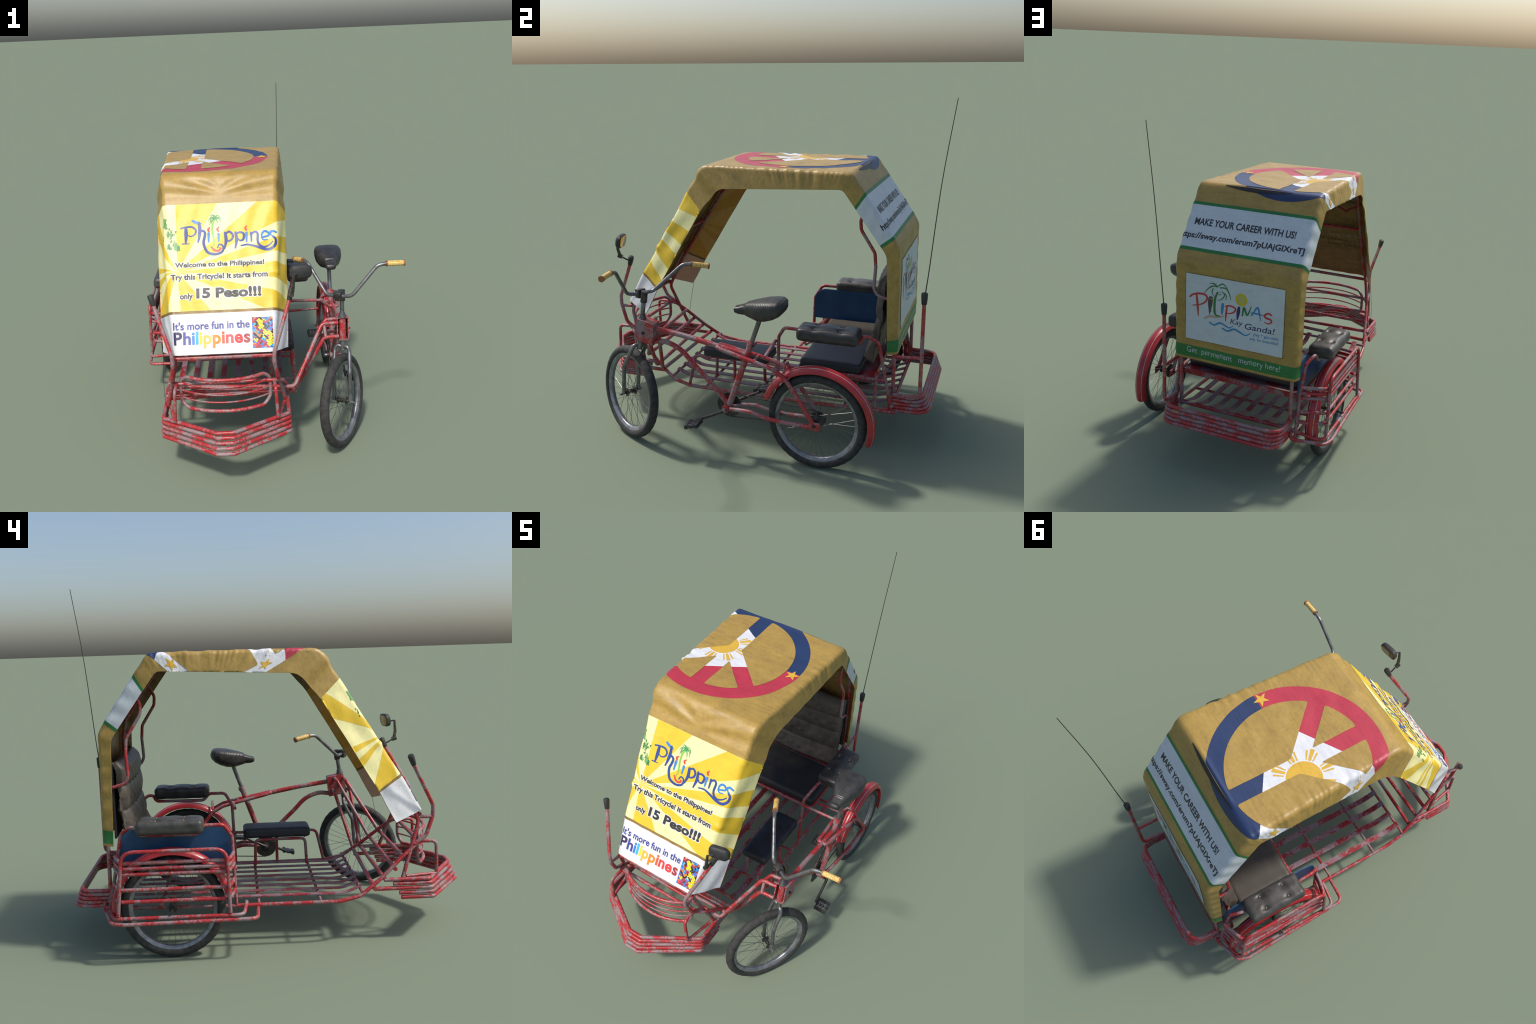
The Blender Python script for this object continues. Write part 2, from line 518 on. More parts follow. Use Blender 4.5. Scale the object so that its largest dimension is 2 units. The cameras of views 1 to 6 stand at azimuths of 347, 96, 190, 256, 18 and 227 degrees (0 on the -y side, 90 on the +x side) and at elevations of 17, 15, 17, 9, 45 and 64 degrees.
# ================================================================== canopy posts, mirror horns
for sx in (1, -1):
    def sxp(pts):
        return pts if sx > 0 else mirror_x(pts, -0.1475)
    tube("canopy_post", sxp([(-0.457, -0.695, 0.292), (-0.392, -0.796, 0.585), (-0.386, -0.690, 0.790), (-0.410, -0.394, 1.262), (-0.418, -0.335, 1.362), (-0.424, -0.262, 1.424),
                             (-0.455, 0.43, 1.424), (-0.458, 0.498, 1.410), (-0.460, 0.715, 1.092), (-0.462, 0.735, 1.0), (-0.468, 0.742, 0.62), (-0.470, 0.745, 0.25)]), RT, root, rad=0.06)
    horn = [(-0.418, -0.765, 0.470), (-0.410, -0.828, 0.510), (-0.396, -0.866, 0.610), (-0.398, -0.866, 0.660), (-0.484, -0.745, 0.885)]
    tube("horn_post", sxp(horn), 0.0102, root, rad=0.05)
    tube("horn_stub", sxp([(-0.402, -0.858, 0.603), (-0.393, -0.800, 0.603)]), 0.0088, root)
    cap0, cap1 = sxp([(-0.482, -0.748, 0.880)])[0], sxp([(-0.4985, -0.727, 0.933)])[0]
    d = [Vector(cap0).lerp(Vector(cap1), t) for t in (0, 0.02, 0.5, 0.85, 0.95, 1.0)]
    v, f = sweep(d, [0.0118, 0.0125, 0.0150, 0.0162, 0.0140, 0.007], 14)
    join_meshes("rubber_cap", [(v, f)], root, ["rubber"])
tube("canopy_bar", [(-0.392, -0.800, 0.615), (0.097, -0.800, 0.615)], 0.0105, root)
tube("canopy_bar", [(-0.400, -0.548, 1.030), (0.11, -0.548, 1.030)], 0.0095, root)
tube("canopy_bar", [(-0.455, 0.490, 1.40), (0.17, 0.490, 1.40)], 0.0095, root)
tube("canopy_bar", [(-0.425, -0.235, 1.412), (0.13, -0.235, 1.412)], 0.0095, root)
tube("canopy_bar", [(-0.470, 0.735, 0.815), (0.18, 0.735, 0.815)], 0.0095, root)
# slack strings hanging from the canopy corners
for p, q in (((-0.466, -0.664, 0.592), (-0.470, -0.715, 0.300)), ((0.172, -0.668, 0.594), (0.178, -0.705, 0.330))):
    tube("hanging_string", [p, ((p[0] + q[0]) / 2 - 0.004, (p[1] + q[1]) / 2 - 0.006, (p[2] + q[2]) / 2), q], 0.0011, root, "wire", sides=6, rad=0.2)

# mirror
mir = tube("mirror_arm", [(0.189, -0.755, 0.905), (0.196, -0.785, 0.920)], 0.0045, root, "dark_metal")

# ================================================================== rear rack
rz = [0.309, 0.290, 0.271, 0.252, 0.234]
rg = [0.0, 0.008, 0.016, 0.024, 0.032]
rack = None
for i in range(5):
    z, g = rz[i], rg[i]
    pts = [(-0.472, 0.748, z), (-0.468 - g * 0.1, 0.895 + g, z), (0.198 + g * 0.1, 0.895 + g, z), (0.202, 0.748, z)]
    ob = tube("rear_rack" if rack is None else "rack_bar", pts, 0.0096, rack or root, rad=0.085, seg=8)
    rack = rack or ob
ant = tube("antenna_post", [(0.203, 0.748, 0.318), (0.197, 0.884, 0.318), (0.197, 0.883, 0.830)], 0.0098, root, rad=0.045)
tube("antenna_stay", [(0.200, 0.742, 0.527), (0.197, 0.882, 0.531)], 0.0088, ant)
v, f = sweep([(0.197, 0.883, z) for z in (0.818, 0.82, 0.845, 0.870, 0.876, 0.879)], [0.0128, 0.0135, 0.0155, 0.0165, 0.014, 0.007], 14)
join_meshes("rubber_cap", [(v, f)], ant, ["rubber"])
pth = smooth_path([(0.197, 0.886, 0.872), (0.200, 0.899, 1.0), (0.213, 0.937, 1.42), (0.224, 0.989, 1.812)], 10)
v, f = sweep(pth, [0.0029 - 0.0011 * i / len(pth) for i in range(len(pth))], 8)
join_meshes("antenna_whip", [(v, f)], ant, ["wire"])

# ================================================================== seat
seat = join_meshes("seat_pan", [box_vf((-0.128, 0.447, 0.402), (0.700, 0.420, 0.010)), box_vf((-0.128, 0.655, 0.406), (0.700, 0.006, 0.030))], root, ["paint"], False)
tube("seat_bar", [(-0.475, 0.245, 0.405), (0.222, 0.245, 0.405)], RL, seat)
for x in (-0.480, 0.222):
    tube("seat_bar", [(x, 0.12, 0.398), (x, 0.71, 0.398)], RL, seat)
    tube("seat_leg", [(x * 1.0, 0.667, 0.44), (x, 0.659, 0.236), (x, 0.735, 0.245)], RL, seat, rad=0.02)
cush = rounded_box("bench_cushion", (-0.114, 0.418, 0.434), (0.672, 0.330, 0.054), 0.018, root, "bench_vinyl", n=26, puff=0.003, lump=0.0016)

# tufted backrest: three padded rows, leaning back
def backrest():
    nx, nz = 90, 80
    W, z0, z1 = 0.315, 0.462, 0.938
    V, F = [], []
    def front(u, t):
        z = z0 + (z1 - z0) * t
        # spine of the backrest front surface, from side view
        yk = np.interp(t, [0, 0.05, 0.18, 0.40, 0.50, 0.80, 0.93, 1.0], [0.605, 0.590, 0.618, 0.642, 0.648, 0.650, 0.658, 0.680])
        # padded rows and columns
        rows = t * 4.0
        cols = (u * 0.5 + 0.5) * 8
        rr = abs(math.sin(math.pi * rows)) ** 0.5
        cc = abs(math.sin(math.pi * (cols + 0.5 * (int(rows * 2) % 2)))) ** 0.5
        yk -= 0.022 * (1 - u * u)
        y = yk - 0.016 * (rr * 0.55 + 0.45 * rr * cc) + 0.008
        e = max(0, (abs(u) - 0.90) / 0.10)
        y += 0.035 * e ** 2.5
        return Vector((CX + 0.004 + u * W, y, z))
    for j in range(nz + 1):
        for i in range(nx + 1):
            V.append(front(i / nx * 2 - 1, j / nz))
    off = len(V)
    for j in range(nz + 1):
        for i in range(nx + 1):
            p = front(i / nx * 2 - 1, j / nz)
            V.append(Vector((p.x, 0.635 + 0.060 * (j / nz), p.z)))
    w = nx + 1
    for j in range(nz):
        for i in range(nx):
            a = j * w + i
            F.append((a, a + 1, a + w + 1, a + w))
            F.append((off + a, off + a + w, off + a + w + 1, off + a + 1))
    for i in range(nx):
        F.append((i, off + i, off + i + 1, i + 1))
        a = nz * w + i
        F.append((a, a + 1, off + a + 1, off + a))
    for j in range(nz):
        a = j * w
        F.append((a, a + w, off + a + w, off + a))
        a = j * w + nx
        F.append((a, off + a, off + a + w, a + w))
    me = mesh_of("backrest", V, F)
    ob = link("backrest", me, root, ["brown_leather"])
    bme = None
    for r in range(1, 4):
        for c in range(8):
            u = ((c + 0.5 * (r % 2) + 0.25) / 8) * 2 - 1
            if abs(u) > 0.93:
                continue
            p = front(u, r / 4.0)
            if bme is None:
                bm = bmesh.new()
                bmesh.ops.create_uvsphere(bm, u_segments=10, v_segments=6, radius=0.006)
                bme = bpy.data.meshes.new("backrest_button"); bm.to_mesh(bme); bm.free()
                bme.materials.append(M["brown_leather"])
                for q in bme.polygons: q.use_smooth = True
            b = bpy.data.objects.new("backrest_button", bme)
            bpy.context.scene.collection.objects.link(b)
            b.parent = ob
            b.location = p + Vector((0, -0.002, 0))
    return ob
backrest()
# dark slab behind it
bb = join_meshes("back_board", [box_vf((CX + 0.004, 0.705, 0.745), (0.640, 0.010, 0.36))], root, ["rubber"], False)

# S shaped hand holds beside the backrest
for sx in (1, -1):
    pts = [(-0.462, 0.600, 1.300), (-0.462, 0.552, 1.215), (-0.462, 0.556, 1.165), (-0.462, 0.628, 1.052), (-0.462, 0.634, 0.98), (-0.462, 0.628, 0.870), (-0.462, 0.645, 0.835), (-0.464, 0.735, 0.810)]
    tube("hand_hold", pts if sx > 0 else mirror_x(pts), 0.0085, root, rad=0.05)

# ================================================================== armrests
arm = [(-0.500, 0.742, 0.240), (-0.503, 0.700, 0.455), (-0.512, 0.672, 0.600), (-0.535, 0.625, 0.635), (-0.540, 0.595, 0.634), (-0.545, 0.582, 0.598), (-0.545, 0.305, 0.594),
       (-0.540, 0.272, 0.634), (-0.535, 0.180, 0.634), (-0.508, 0.140, 0.570), (-0.503, 0.130, 0.225)]
for sx in (1, -1):
    pts = arm if sx > 0 else mirror_x(arm)
    a = tube("armrest", pts, RL, root, rad=0.035)
    cx, cw = (-0.556, 0.136) if sx > 0 else (0.296, 0.134)
    dm = [(-0.034, -0.066), (0.034, -0.066), (-0.034, 0.066), (0.034, 0.066)]
    c = rounded_box("armrest_cushion", (cx, 0.430, 0.644), (cw, 0.316, 0.068), 0.023, a, "grey_vinyl" if sx > 0 else "leather", n=30, dimples=dm, puff=0.006, lump=0.0030, depth=0.013, dr=0.022, seed=3 * sx)
    for dx, dy in dm:
        bm = bmesh.new(); bmesh.ops.create_uvsphere(bm, u_segments=10, v_segments=6, radius=0.0055)
        me = bpy.data.meshes.new("cushion_button"); bm.to_mesh(me); bm.free()
        me.transform(Matrix.Translation((cx + dx, 0.430 + dy, 0.673)))
        link("cushion_button", me, a, ["button"])

# blue side sheet under the outer armrest
def blue_panel():
    out = []
    y0, y1, z0, z1, r = 0.142, 0.692, 0.440, 0.628, 0.075
    prof = [(y0, z0), (y1 + 0.012, z0)]
    for k in range(9):
        a = math.pi / 2 * k / 8
        prof.append((y1 - r + r * math.cos(a), z1 - r + r * math.sin(a)))
    for k in range(9):
        a = math.pi / 2 + math.pi / 2 * k / 8
        prof.append((y0 + r + r * math.cos(a), z1 - r + r * math.sin(a)))
    n = len(prof)
    V = [(-0.493, y, z) for y, z in prof] + [(-0.486, y, z) for y, z in prof]
    F = [tuple(range(n)), tuple(range(2 * n - 1, n - 1, -1))] + [(i, n + i, n + (i + 1) % n, (i + 1) % n) for i in range(n)]
    return join_meshes("side_sheet", [(V, F)], root, ["blue"], False)
blue_panel()

# ================================================================== wheel guard cage of the sidecar wheel
GX = -0.648
hoop = tube("wheel_guard", [(GX, 0.684, 0.238), (GX, 0.655, 0.545), (GX + 0.004, 0.165, 0.545), (GX - 0.004, 0.158, 0.236)], RL, root, rad=0.065)
for z in (0.489, 0.462, 0.435, 0.359, 0.302):
    yb = 0.676 + (0.489 - z) * 0.10
    tube("guard_bar", [(-0.508, yb + 0.03, z), (-0.545, yb + 0.02, z), (GX + 0.012, yb - 0.015, z), (GX + 0.012, 0.160, z), (-0.56, 0.142, z), (-0.506, 0.136, z)], 0.0096, hoop, rad=0.03)
tube("guard_bar", [(-0.505, 0.735, 0.250), (-0.60, 0.722, 0.226), (-0.648, 0.700, 0.224), (-0.652, 0.094, 0.224), (-0.515, 0.080, 0.240)], 0.0092, hoop, rad=0.04)
tube("outer_rail", [(-0.488, 0.770, 0.262), (-0.490, 0.775, 0.222), (-0.655, 0.716, 0.203), (-0.672, 0.660, 0.203), (-0.652, 0.030, 0.203), (-0.500, 0.024, 0.205), (-0.498, 0.024, 0.222)], 0.0095, root, rad=0.04)

# ================================================================== footrest stool
stool = rounded_box("stool_cushion", (0.151, -0.108, 0.428), (0.160, 0.378, 0.056), 0.018, root, "navy_vinyl", n=18, puff=0.004, lump=0.0008)
tube("stool_leg", [(0.095, 0.018, 0.24), (0.095, 0.014, 0.388), (0.095, -0.268, 0.388), (0.095, -0.275, 0.24)], 0.0085, stool, rad=0.03)
tube("stool_leg", [(0.225, -0.386, 0.22), (0.224, -0.345, 0.400), (0.220, -0.29, 0.404), (0.215, 0.10, 0.404), (0.222, 0.13, 0.404)], 0.0085, stool, rad=0.04)
tube("stool_leg", [(0.222, -0.113, 0.225), (0.222, -0.113, 0.40)], 0.0085, stool)
tube("stool_leg", [(0.15, -0.27, 0.386), (0.222, -0.27, 0.39)], 0.0075, stool)

# ================================================================== wheels
def wheel(name, mtx, hub_w=0.055):
    """rim (parent) with tyre, hub and spokes; built about the x axis, then placed"""
    R, RT_ = 0.2515, 0.0232
    rc = R - RT_
    prof = []
    for k in range(16):
        a = 2 * math.pi * k / 16
        prof.append((0.0245 * math.cos(a), rc + RT_ * math.sin(a)))
    def tread(i, j):
        return 0.0006 * (1 if (i // 2) % 2 else -1) if 2 <= j <= 6 else 0.0
    rimp = [(-0.016, 0.208), (-0.0165, 0.212), (-0.013, 0.214), (0.013, 0.214), (0.0165, 0.212), (0.016, 0.208), (0.0125, 0.203), (0.0115, 0.197), (0.006, 0.193), (-0.006, 0.193), (-0.0115, 0.197), (-0.0125, 0.203)]
    v, f = revolve(rimp[::-1], 72)
    rim = join_meshes(name, [(v, f)], root, ["rim"])
    rim.matrix_local = mtx
    v, f = revolve(prof, 144, jitter=tread)
    join_meshes("tyre", [(v, f)], rim, ["tyre"])
    h = hub_w / 2
    v, f = disc_stack([(-h - 0.022, 0.004), (-h - 0.010, 0.0045), (-h - 0.009, 0.009), (-h, 0.010), (-h + 0.001, 0.021), (-h + 0.004, 0.021), (-h + 0.008, 0.012), (h - 0.008, 0.012), (h - 0.004, 0.021), (h - 0.001, 0.021), (h, 0.010), (h + 0.009, 0.009), (h + 0.010, 0.0045), (h + 0.022, 0.004)], 24)
    join_meshes("hub", [(v, f)], rim, ["dark_metal"])
    me = None
    for k in range(32):
        side = 1 if k % 2 else -1
        lean = 0.34 * (1 if (k // 2) % 2 else -1)
        key = (side, lean)
        a0 = 2 * math.pi * k / 32
        if key not in spoke_mesh:
            p0 = Vector((side * (h - 0.003), 0.019 * math.cos(lean * 3.4), 0.019 * math.sin(lean * 3.4)))
            p1 = Vector((side * 0.003, 0.194 * math.cos(0), 0))
            v, f = sweep([p0, p1], 0.00105, 6)
            m_ = mesh_of("spoke", v, f); m_.materials.append(M["spoke"])
            spoke_mesh[key] = m_
        ob = bpy.data.objects.new("spoke", spoke_mesh[key])
        bpy.context.scene.collection.objects.link(ob)
        ob.parent = rim
        ob.rotation_euler = (a0, 0, 0)
    return rim
spoke_mesh = {}
STEER = math.radians(-29.9)
RW = Vector((BX, 0.421, 0.250))
LW = Vector((-0.571, 0.432, 0.250))
FWC = Vector((0.4616, -0.6247, 0.2510))
wheel("rear_wheel", Matrix.Translation(RW))
wheel("sidecar_wheel", Matrix.Translation(LW))
wheel("front_wheel", Matrix.Translation(FWC) @ Matrix.Rotation(STEER, 4, "Z") @ Matrix.Rotation(math.radians(-5), 4, "Y"))
tube("sidecar_axle", [(-0.660, LW.y, LW.z), (-0.495, LW.y, LW.z)], 0.006, root, "dark_metal")
tube("axle_strut", [(-0.503, LW.y, 0.215), (-0.503, LW.y, 0.275)], 0.010, root)

def fender(name, c, a0, a1, rad=0.283):
    """arched mudguard with rolled lips; object origin at the wheel centre"""
    nA, sec = 56, [(-0.0335, -0.020), (-0.0325, -0.012), (-0.028, -0.003), (-0.019, 0.004), (-0.009, 0.0085), (0, 0.010), (0.009, 0.0085), (0.019, 0.004), (0.028, -0.003), (0.0325, -0.012), (0.0335, -0.020)]
    inner = [(x * 0.94, y - 0.0025) for x, y in sec[::-1]]
    full = sec + inner
    V, F = [], []
    n = len(full)
    for i in range(nA + 1):
        a = a0 + (a1 - a0) * i / nA
        for x, d in full:
            rr = rad + d
            V.append((x, -rr * math.cos(a), rr * math.sin(a)))
    for i in range(nA):
        for k in range(n):
            k2 = (k + 1) % n
            F.append((i * n + k, i * n + k2, (i + 1) * n + k2, (i + 1) * n + k))
    F += [tuple(range(n))[::-1], tuple(range(nA * n, nA * n + n))]
    ob = join_meshes(name, [(V, F)], root, ["fender"])
    ob.location = c
    return ob
fender("fender", RW, math.radians(20), math.radians(197))
fender("fender", LW, math.radians(14), math.radians(192))

# ================================================================== bicycle
bike = tube("bicycle_frame", [(BX, -0.452, 0.640), (BX, -0.263, 0.613), (BX, 0.065, 0.553)], 0.0138, root, sides=16)
tube("down_tube", smooth_path([(BX, -0.460, 0.565), (BX, -0.40, 0.571), (BX, -0.345, 0.556), (BX, -0.297, 0.528), (BX, -0.238, 0.467), (BX, -0.150, 0.383), (BX, -0.055, 0.275)], 5), 0.0132, bike, sides=16)
tube("seat_tube", [(BX, 0.079, 0.617), (BX, -0.050, 0.250)], 0.0160, bike, sides=18)
tube("seat_collar", [(BX, 0.0825, 0.627), (BX, 0.073, 0.600)], 0.0195, bike, sides=18)
tube("seat_post", [(BX, 0.126, 0.752), (BX, 0.079, 0.617)], 0.0120, bike, "steel", sides=16)
tube("collar_bolt", [(BX - 0.03, 0.094, 0.612), (BX + 0.03, 0.094, 0.612)], 0.005, bike, "dark_metal", sides=8)
v, f = disc_stack([(-0.036, 0.012), (-0.034, 0.020), (0.034, 0.020), (0.036, 0.012)], 20)
join_meshes("bottom_bracket", [moved((v, f), Matrix.Translation((BX, -0.056, 0.253)))], bike, ["paint"])
for s in (1, -1):
    def sd(pts):
        return [(BX + s * x, y, z) for x, y, z in pts]
    tube("seat_stay", sd([(0.004, -0.092, 0.586), (0.020, -0.096, 0.585), (0.028, -0.060, 0.576), (0.034, 0.02, 0.558), (0.042, 0.10, 0.542), (0.044, 0.20, 0.517), (0.045, 0.262, 0.482), (0.046, 0.318, 0.410), (0.050, 0.418, 0.252)]), 0.0112, bike, rad=0.035, sides=14)
    tube("chain_stay", sd([(0.012, -0.045, 0.250), (0.032, 0.02, 0.262), (0.040, 0.085, 0.266), (0.042, 0.172, 0.246), (0.045, 0.26, 0.239), (0.050, 0.415, 0.241)]), 0.0108, bike, rad=0.05, sides=14)
    b = join_meshes("dropout_plate", [box_vf((BX + s * 0.052, 0.425, 0.247), (0.008, 0.055, 0.042))], bike, ["paint"], False)
    bevelled(b, 0.002)
    v, f = disc_stack([(0, 0.009), (0.006, 0.009), (0.0062, 0.005), (0.012, 0.005)], 10)
    mt = Matrix.Translation((BX + s * 0.055, 0.421, 0.250)) @ Matrix.Rotation(0 if s > 0 else math.pi, 4, "Z")
    join_meshes("axle_nut", [moved((v, f), mt)], bike, ["dark_metal"])
tube("stay_bridge", [(BX - 0.042, 0.105, 0.542), (BX + 0.042, 0.105, 0.542)], 0.008, bike)
tube("stay_bridge", [(BX - 0.045, 0.262, 0.500), (BX - 0.020, 0.262, 0.537), (BX + 0.020, 0.262, 0.537), (BX + 0.045, 0.262, 0.500)], 0.007, bike, rad=0.01)
# arms between the bicycle and the sidecar
tube("side_arm", [(0.226, 0.124, 0.546), (0.440, 0.137, 0.538)], RL, root)
tube("side_arm", [(0.222, 0.300, 0.410), (0.436, 0.310, 0.416)], 0.0080, root)
tube("side_arm", [(0.222, 0.130, 0.404), (0.222, 0.60, 0.404)], RL, root)

# head box: two cheek plates around the head tube
cheek = [(-0.541, 0.690), (-0.443, 0.669), (-0.456, 0.554), (-0.565, 0.576)]
parts = []
for x in (0.448, 0.506):
    V = [(x - 0.0025, y, z) for y, z in cheek] + [(x + 0.0025, y, z) for y, z in cheek]
    parts.append((V, [(0, 1, 2, 3), (7, 6, 5, 4)] + [(i, i + 4, (i + 1) % 4 + 4, (i + 1) % 4) for i in range(4)]))
for (y0, z0), (y1, z1) in ((cheek[0], cheek[1]), (cheek[1], cheek[2]), (cheek[2], cheek[3])):
    t = 0.004
    V = [(x, y, z + dz) for x in (0.4512, 0.5028) for (y, z) in ((y0, z0), (y1, z1)) for dz in (-t / 2 - 0.003, t / 2 - 0.003)]
    parts.append((V, [(0, 1, 3, 2), (4, 6, 7, 5), (0, 4, 5, 1), (2, 3, 7, 6), (0, 2, 6, 4), (1, 5, 7, 3)]))
hb = join_meshes("head_box", parts, bike, ["paint"], False)
tube("head_tube", [(BX - 0.001, -0.524, 0.678), (BX - 0.001, -0.545, 0.567)], 0.0185, bike, sides=20)
for s in (1, -1):
    x = 0.5085 if s > 0 else 0.4455
    v, f = disc_stack([(0, 0.0085), (0.007, 0.0085), (0.0072, 0.0045), (0.013, 0.004)], 6)
    join_meshes("head_bolt", [moved((v, f), Matrix.Translation((x, -0.506, 0.616)) @ Matrix.Rotation(0 if s > 0 else math.pi, 4, "Z"))], bike, ["dark_metal"])

# fork, stem and handlebar (steered to the left)
ax_top, ax_bot = Vector((0.477, -0.504, 0.828)), Vector((0.476, -0.548, 0.535))
fork = tube("fork", [ax_bot + Vector((0, -0.004, -0.022)), ax_bot.lerp(ax_top, 0.14)], 0.0150, root, "steel", sides=16)
side = Vector((math.cos(STEER), math.sin(STEER), 0))
for s in (1, -1):
    c0 = Vector((0.474, -0.551, 0.528))
    pts = [c0, c0 + side * s * 0.030 + Vector((-0.002, -0.004, 0.010)), c0 + side * s * 0.042 + Vector((-0.004, -0.010, -0.020)), FWC + side * s * 0.045 + Vector((0, 0.012, 0.16)), FWC + side * s * 0.045]
    tube("fork_leg", pts, 0.0105, fork, "steel", rad=0.03, sides=14)
    v, f = disc_stack([(0, 0.009), (0.008, 0.009), (0.0082, 0.0045), (0.018, 0.0042)], 10)
    mt = Matrix.Translation(FWC + side * s * 0.052) @ Matrix.Rotation(STEER + (0 if s > 0 else math.pi), 4, "Z")
    join_meshes("axle_nut", [moved((v, f), mt)], fork, ["steel"])
stem = tube("handlebar_stem", [Vector((0.4765, -0.527, 0.676)), ax_top], 0.0118, root, "steel", sides=16)
for z0, z1, r in ((0.686, 0.694, 0.0215), (0.694, 0.703, 0.0180), (0.703, 0.712, 0.0160)):
    t = lambda z: Vector((0.4765, -0.527 + (z - 0.676) * 0.151, z))
    tube("headset_ring", [t(z0), t(z1)], r, stem, "steel", sides=18)
tube("stem_clamp", [Vector((0.477, -0.512, 0.775)), ax_top + Vector((0, 0.001, 0.006))], 0.0175, stem, "dark_metal", sides=12)
cb = join_meshes("handlebar_clamp", [box_vf((0, 0, 0), (0.046, 0.036, 0.046))], stem, ["dark_metal"], False)
cb.data.transform(Matrix.Translation((0.455, -0.540, 0.814)) @ Matrix.Rotation(STEER, 4, "Z") @ Matrix.Rotation(math.radians(6), 4, "X"))
bevelled(cb, 0.003)
for i in (-1, 1):
    for j in (-1, 1):
        v, f = disc_stack([(0, 0.004), (0.004, 0.0035)], 8)
        mt = Matrix.Translation((0.455, -0.540, 0.814)) @ Matrix.Rotation(STEER, 4, "Z") @ Matrix.Translation((i * 0.014, -0.0175, j * 0.014)) @ Matrix.Rotation(-math.pi / 2, 4, "Z")
        join_meshes("clamp_bolt", [moved((v, f), mt)], stem, ["steel"])
hbar = [(0.795, -0.553, 0.985), (0.701, -0.560, 0.987), (0.655, -0.562, 0.980), (0.520, -0.581, 0.824), (0.480, -0.553, 0.815), (0.430, -0.526, 0.813), (0.398, -0.500, 0.810), (0.312, -0.362, 0.946), (0.292, -0.322, 0.947), (0.250, -0.238, 0.931)]
hb_ob = tube("handlebar", hbar, 0.0098, root, "steel", rad=0.05, sides=14)
for p, q in ((hbar[1], hbar[0]), (hbar[8], hbar[9])):
    p, q = Vector(p), Vector(q)
    g = tube("grip", [p, q], 0.0138, hb_ob, "grip", sides=16)
    tube("grip_collar", [p - (q - p) * 0.02, p + (q - p) * 0.06], 0.0152, hb_ob, "grip_end", sides=16)
    tube("grip_collar", [q - (q - p) * 0.06, q + (q - p) * 0.03], 0.0158, hb_ob, "grip_end", sides=16)

# saddle
def saddle():
    # y, top z, bottom z, half width
    st = [(-0.004, 0.800, 0.785, 0.016), (0.002, 0.809, 0.778, 0.026), (0.020, 0.813, 0.773, 0.029), (0.055, 0.826, 0.771, 0.031), (0.060, 0.833, 0.768, 0.034), (0.090, 0.843, 0.760, 0.046),
          (0.125, 0.852, 0.752, 0.062), (0.165, 0.861, 0.755, 0.072), (0.205, 0.866, 0.768, 0.0745), (0.235, 0.866, 0.785, 0.070), (0.253, 0.858, 0.803, 0.056), (0.262, 0.838, 0.818, 0.030)]
    st = np.array(st)
    ys = np.concatenate([np.linspace(st[i, 0], st[i + 1, 0], 5)[:-1] for i in range(len(st) - 1)] + [[st[-1, 0]]])
    V, F = [], []
    ns = 28
    for y in ys:
        zt, zb, w = (np.interp(y, st[:, 0], st[:, k]) for k in (1, 2, 3))
        zc = zt - (zt - zb) * 0.42
        for k in range(ns):
            a = 2 * math.pi * k / ns
            cx_, sz = math.cos(a), math.sin(a)
            x = w * 1.12 * math.copysign(abs(cx_) ** 0.55, cx_)
            z = zc + ((zt - zc) * abs(sz) ** 0.68 if sz > 0 else -(zc - zb) * abs(sz) ** 0.85 * (1 - 0.0 * abs(cx_)))
            V.append((BX + x, y, z))
    for i in range(len(ys) - 1):
        for k in range(ns):
            k2 = (k + 1) % ns
            F.append((i * ns + k, (i + 1) * ns + k, (i + 1) * ns + k2, i * ns + k2))
    F += [tuple(range(ns)), tuple(range(len(V) - ns, len(V)))[::-1]]
    return join_meshes("saddle", [(V, F)], root, ["saddle"])
def saddle_mat():
    m, nt, p = new_mat("quilted_saddle_vinyl")
    tc = N(nt, "ShaderNodeTexCoord")
    outs = []
    for rot in (math.radians(45), math.radians(-45)):
        mp = N(nt, "ShaderNodeMapping"); mp.inputs["Rotation"].default_value = (0, 0, rot)
        nt.links.new(tc.outputs["Object"], mp.inputs["Vector"])
        w = N(nt, "ShaderNodeTexWave", wave_type="BANDS", bands_direction="X"); w.inputs["Scale"].default_value = 44
        nt.links.new(mp.outputs[0], w.inputs["Vector"]); outs.append(w.outputs["Fac"])
    mx = N(nt, "ShaderNodeMath", operation="MULTIPLY")
    nt.links.new(outs[0], mx.inputs[0]); nt.links.new(outs[1], mx.inputs[1])
    v = coords(nt)
    c = ramp(nt, fbm(nt, v, 25, 5, 0.6), [(0.35, (0.020, 0.020, 0.021)), (0.65, (0.048, 0.046, 0.045))])
    nt.links.new(c, p.inputs["Base Color"])
    p.inputs["Roughness"].default_value = 0.4
    # quilting only on the padded rear two thirds of the top
    sx = N(nt, "ShaderNodeSeparateXYZ"); nt.links.new(tc.outputs["Object"], sx.inputs[0])
    g = N(nt, "ShaderNodeMath", operation="GREATER_THAN"); g.inputs[1].default_value = 0.066; nt.links.new(sx.outputs["Y"], g.inputs[0])
    g2 = N(nt, "ShaderNodeMath", operation="MULTIPLY"); nt.links.new(g.outputs[0], g2.inputs[0]); nt.links.new(mx.outputs[0], g2.inputs[1])
    bump(nt, p, g2.outputs[0], 0.5, 0.0016)
    return m
M["saddle"] = saddle_mat()
saddle()

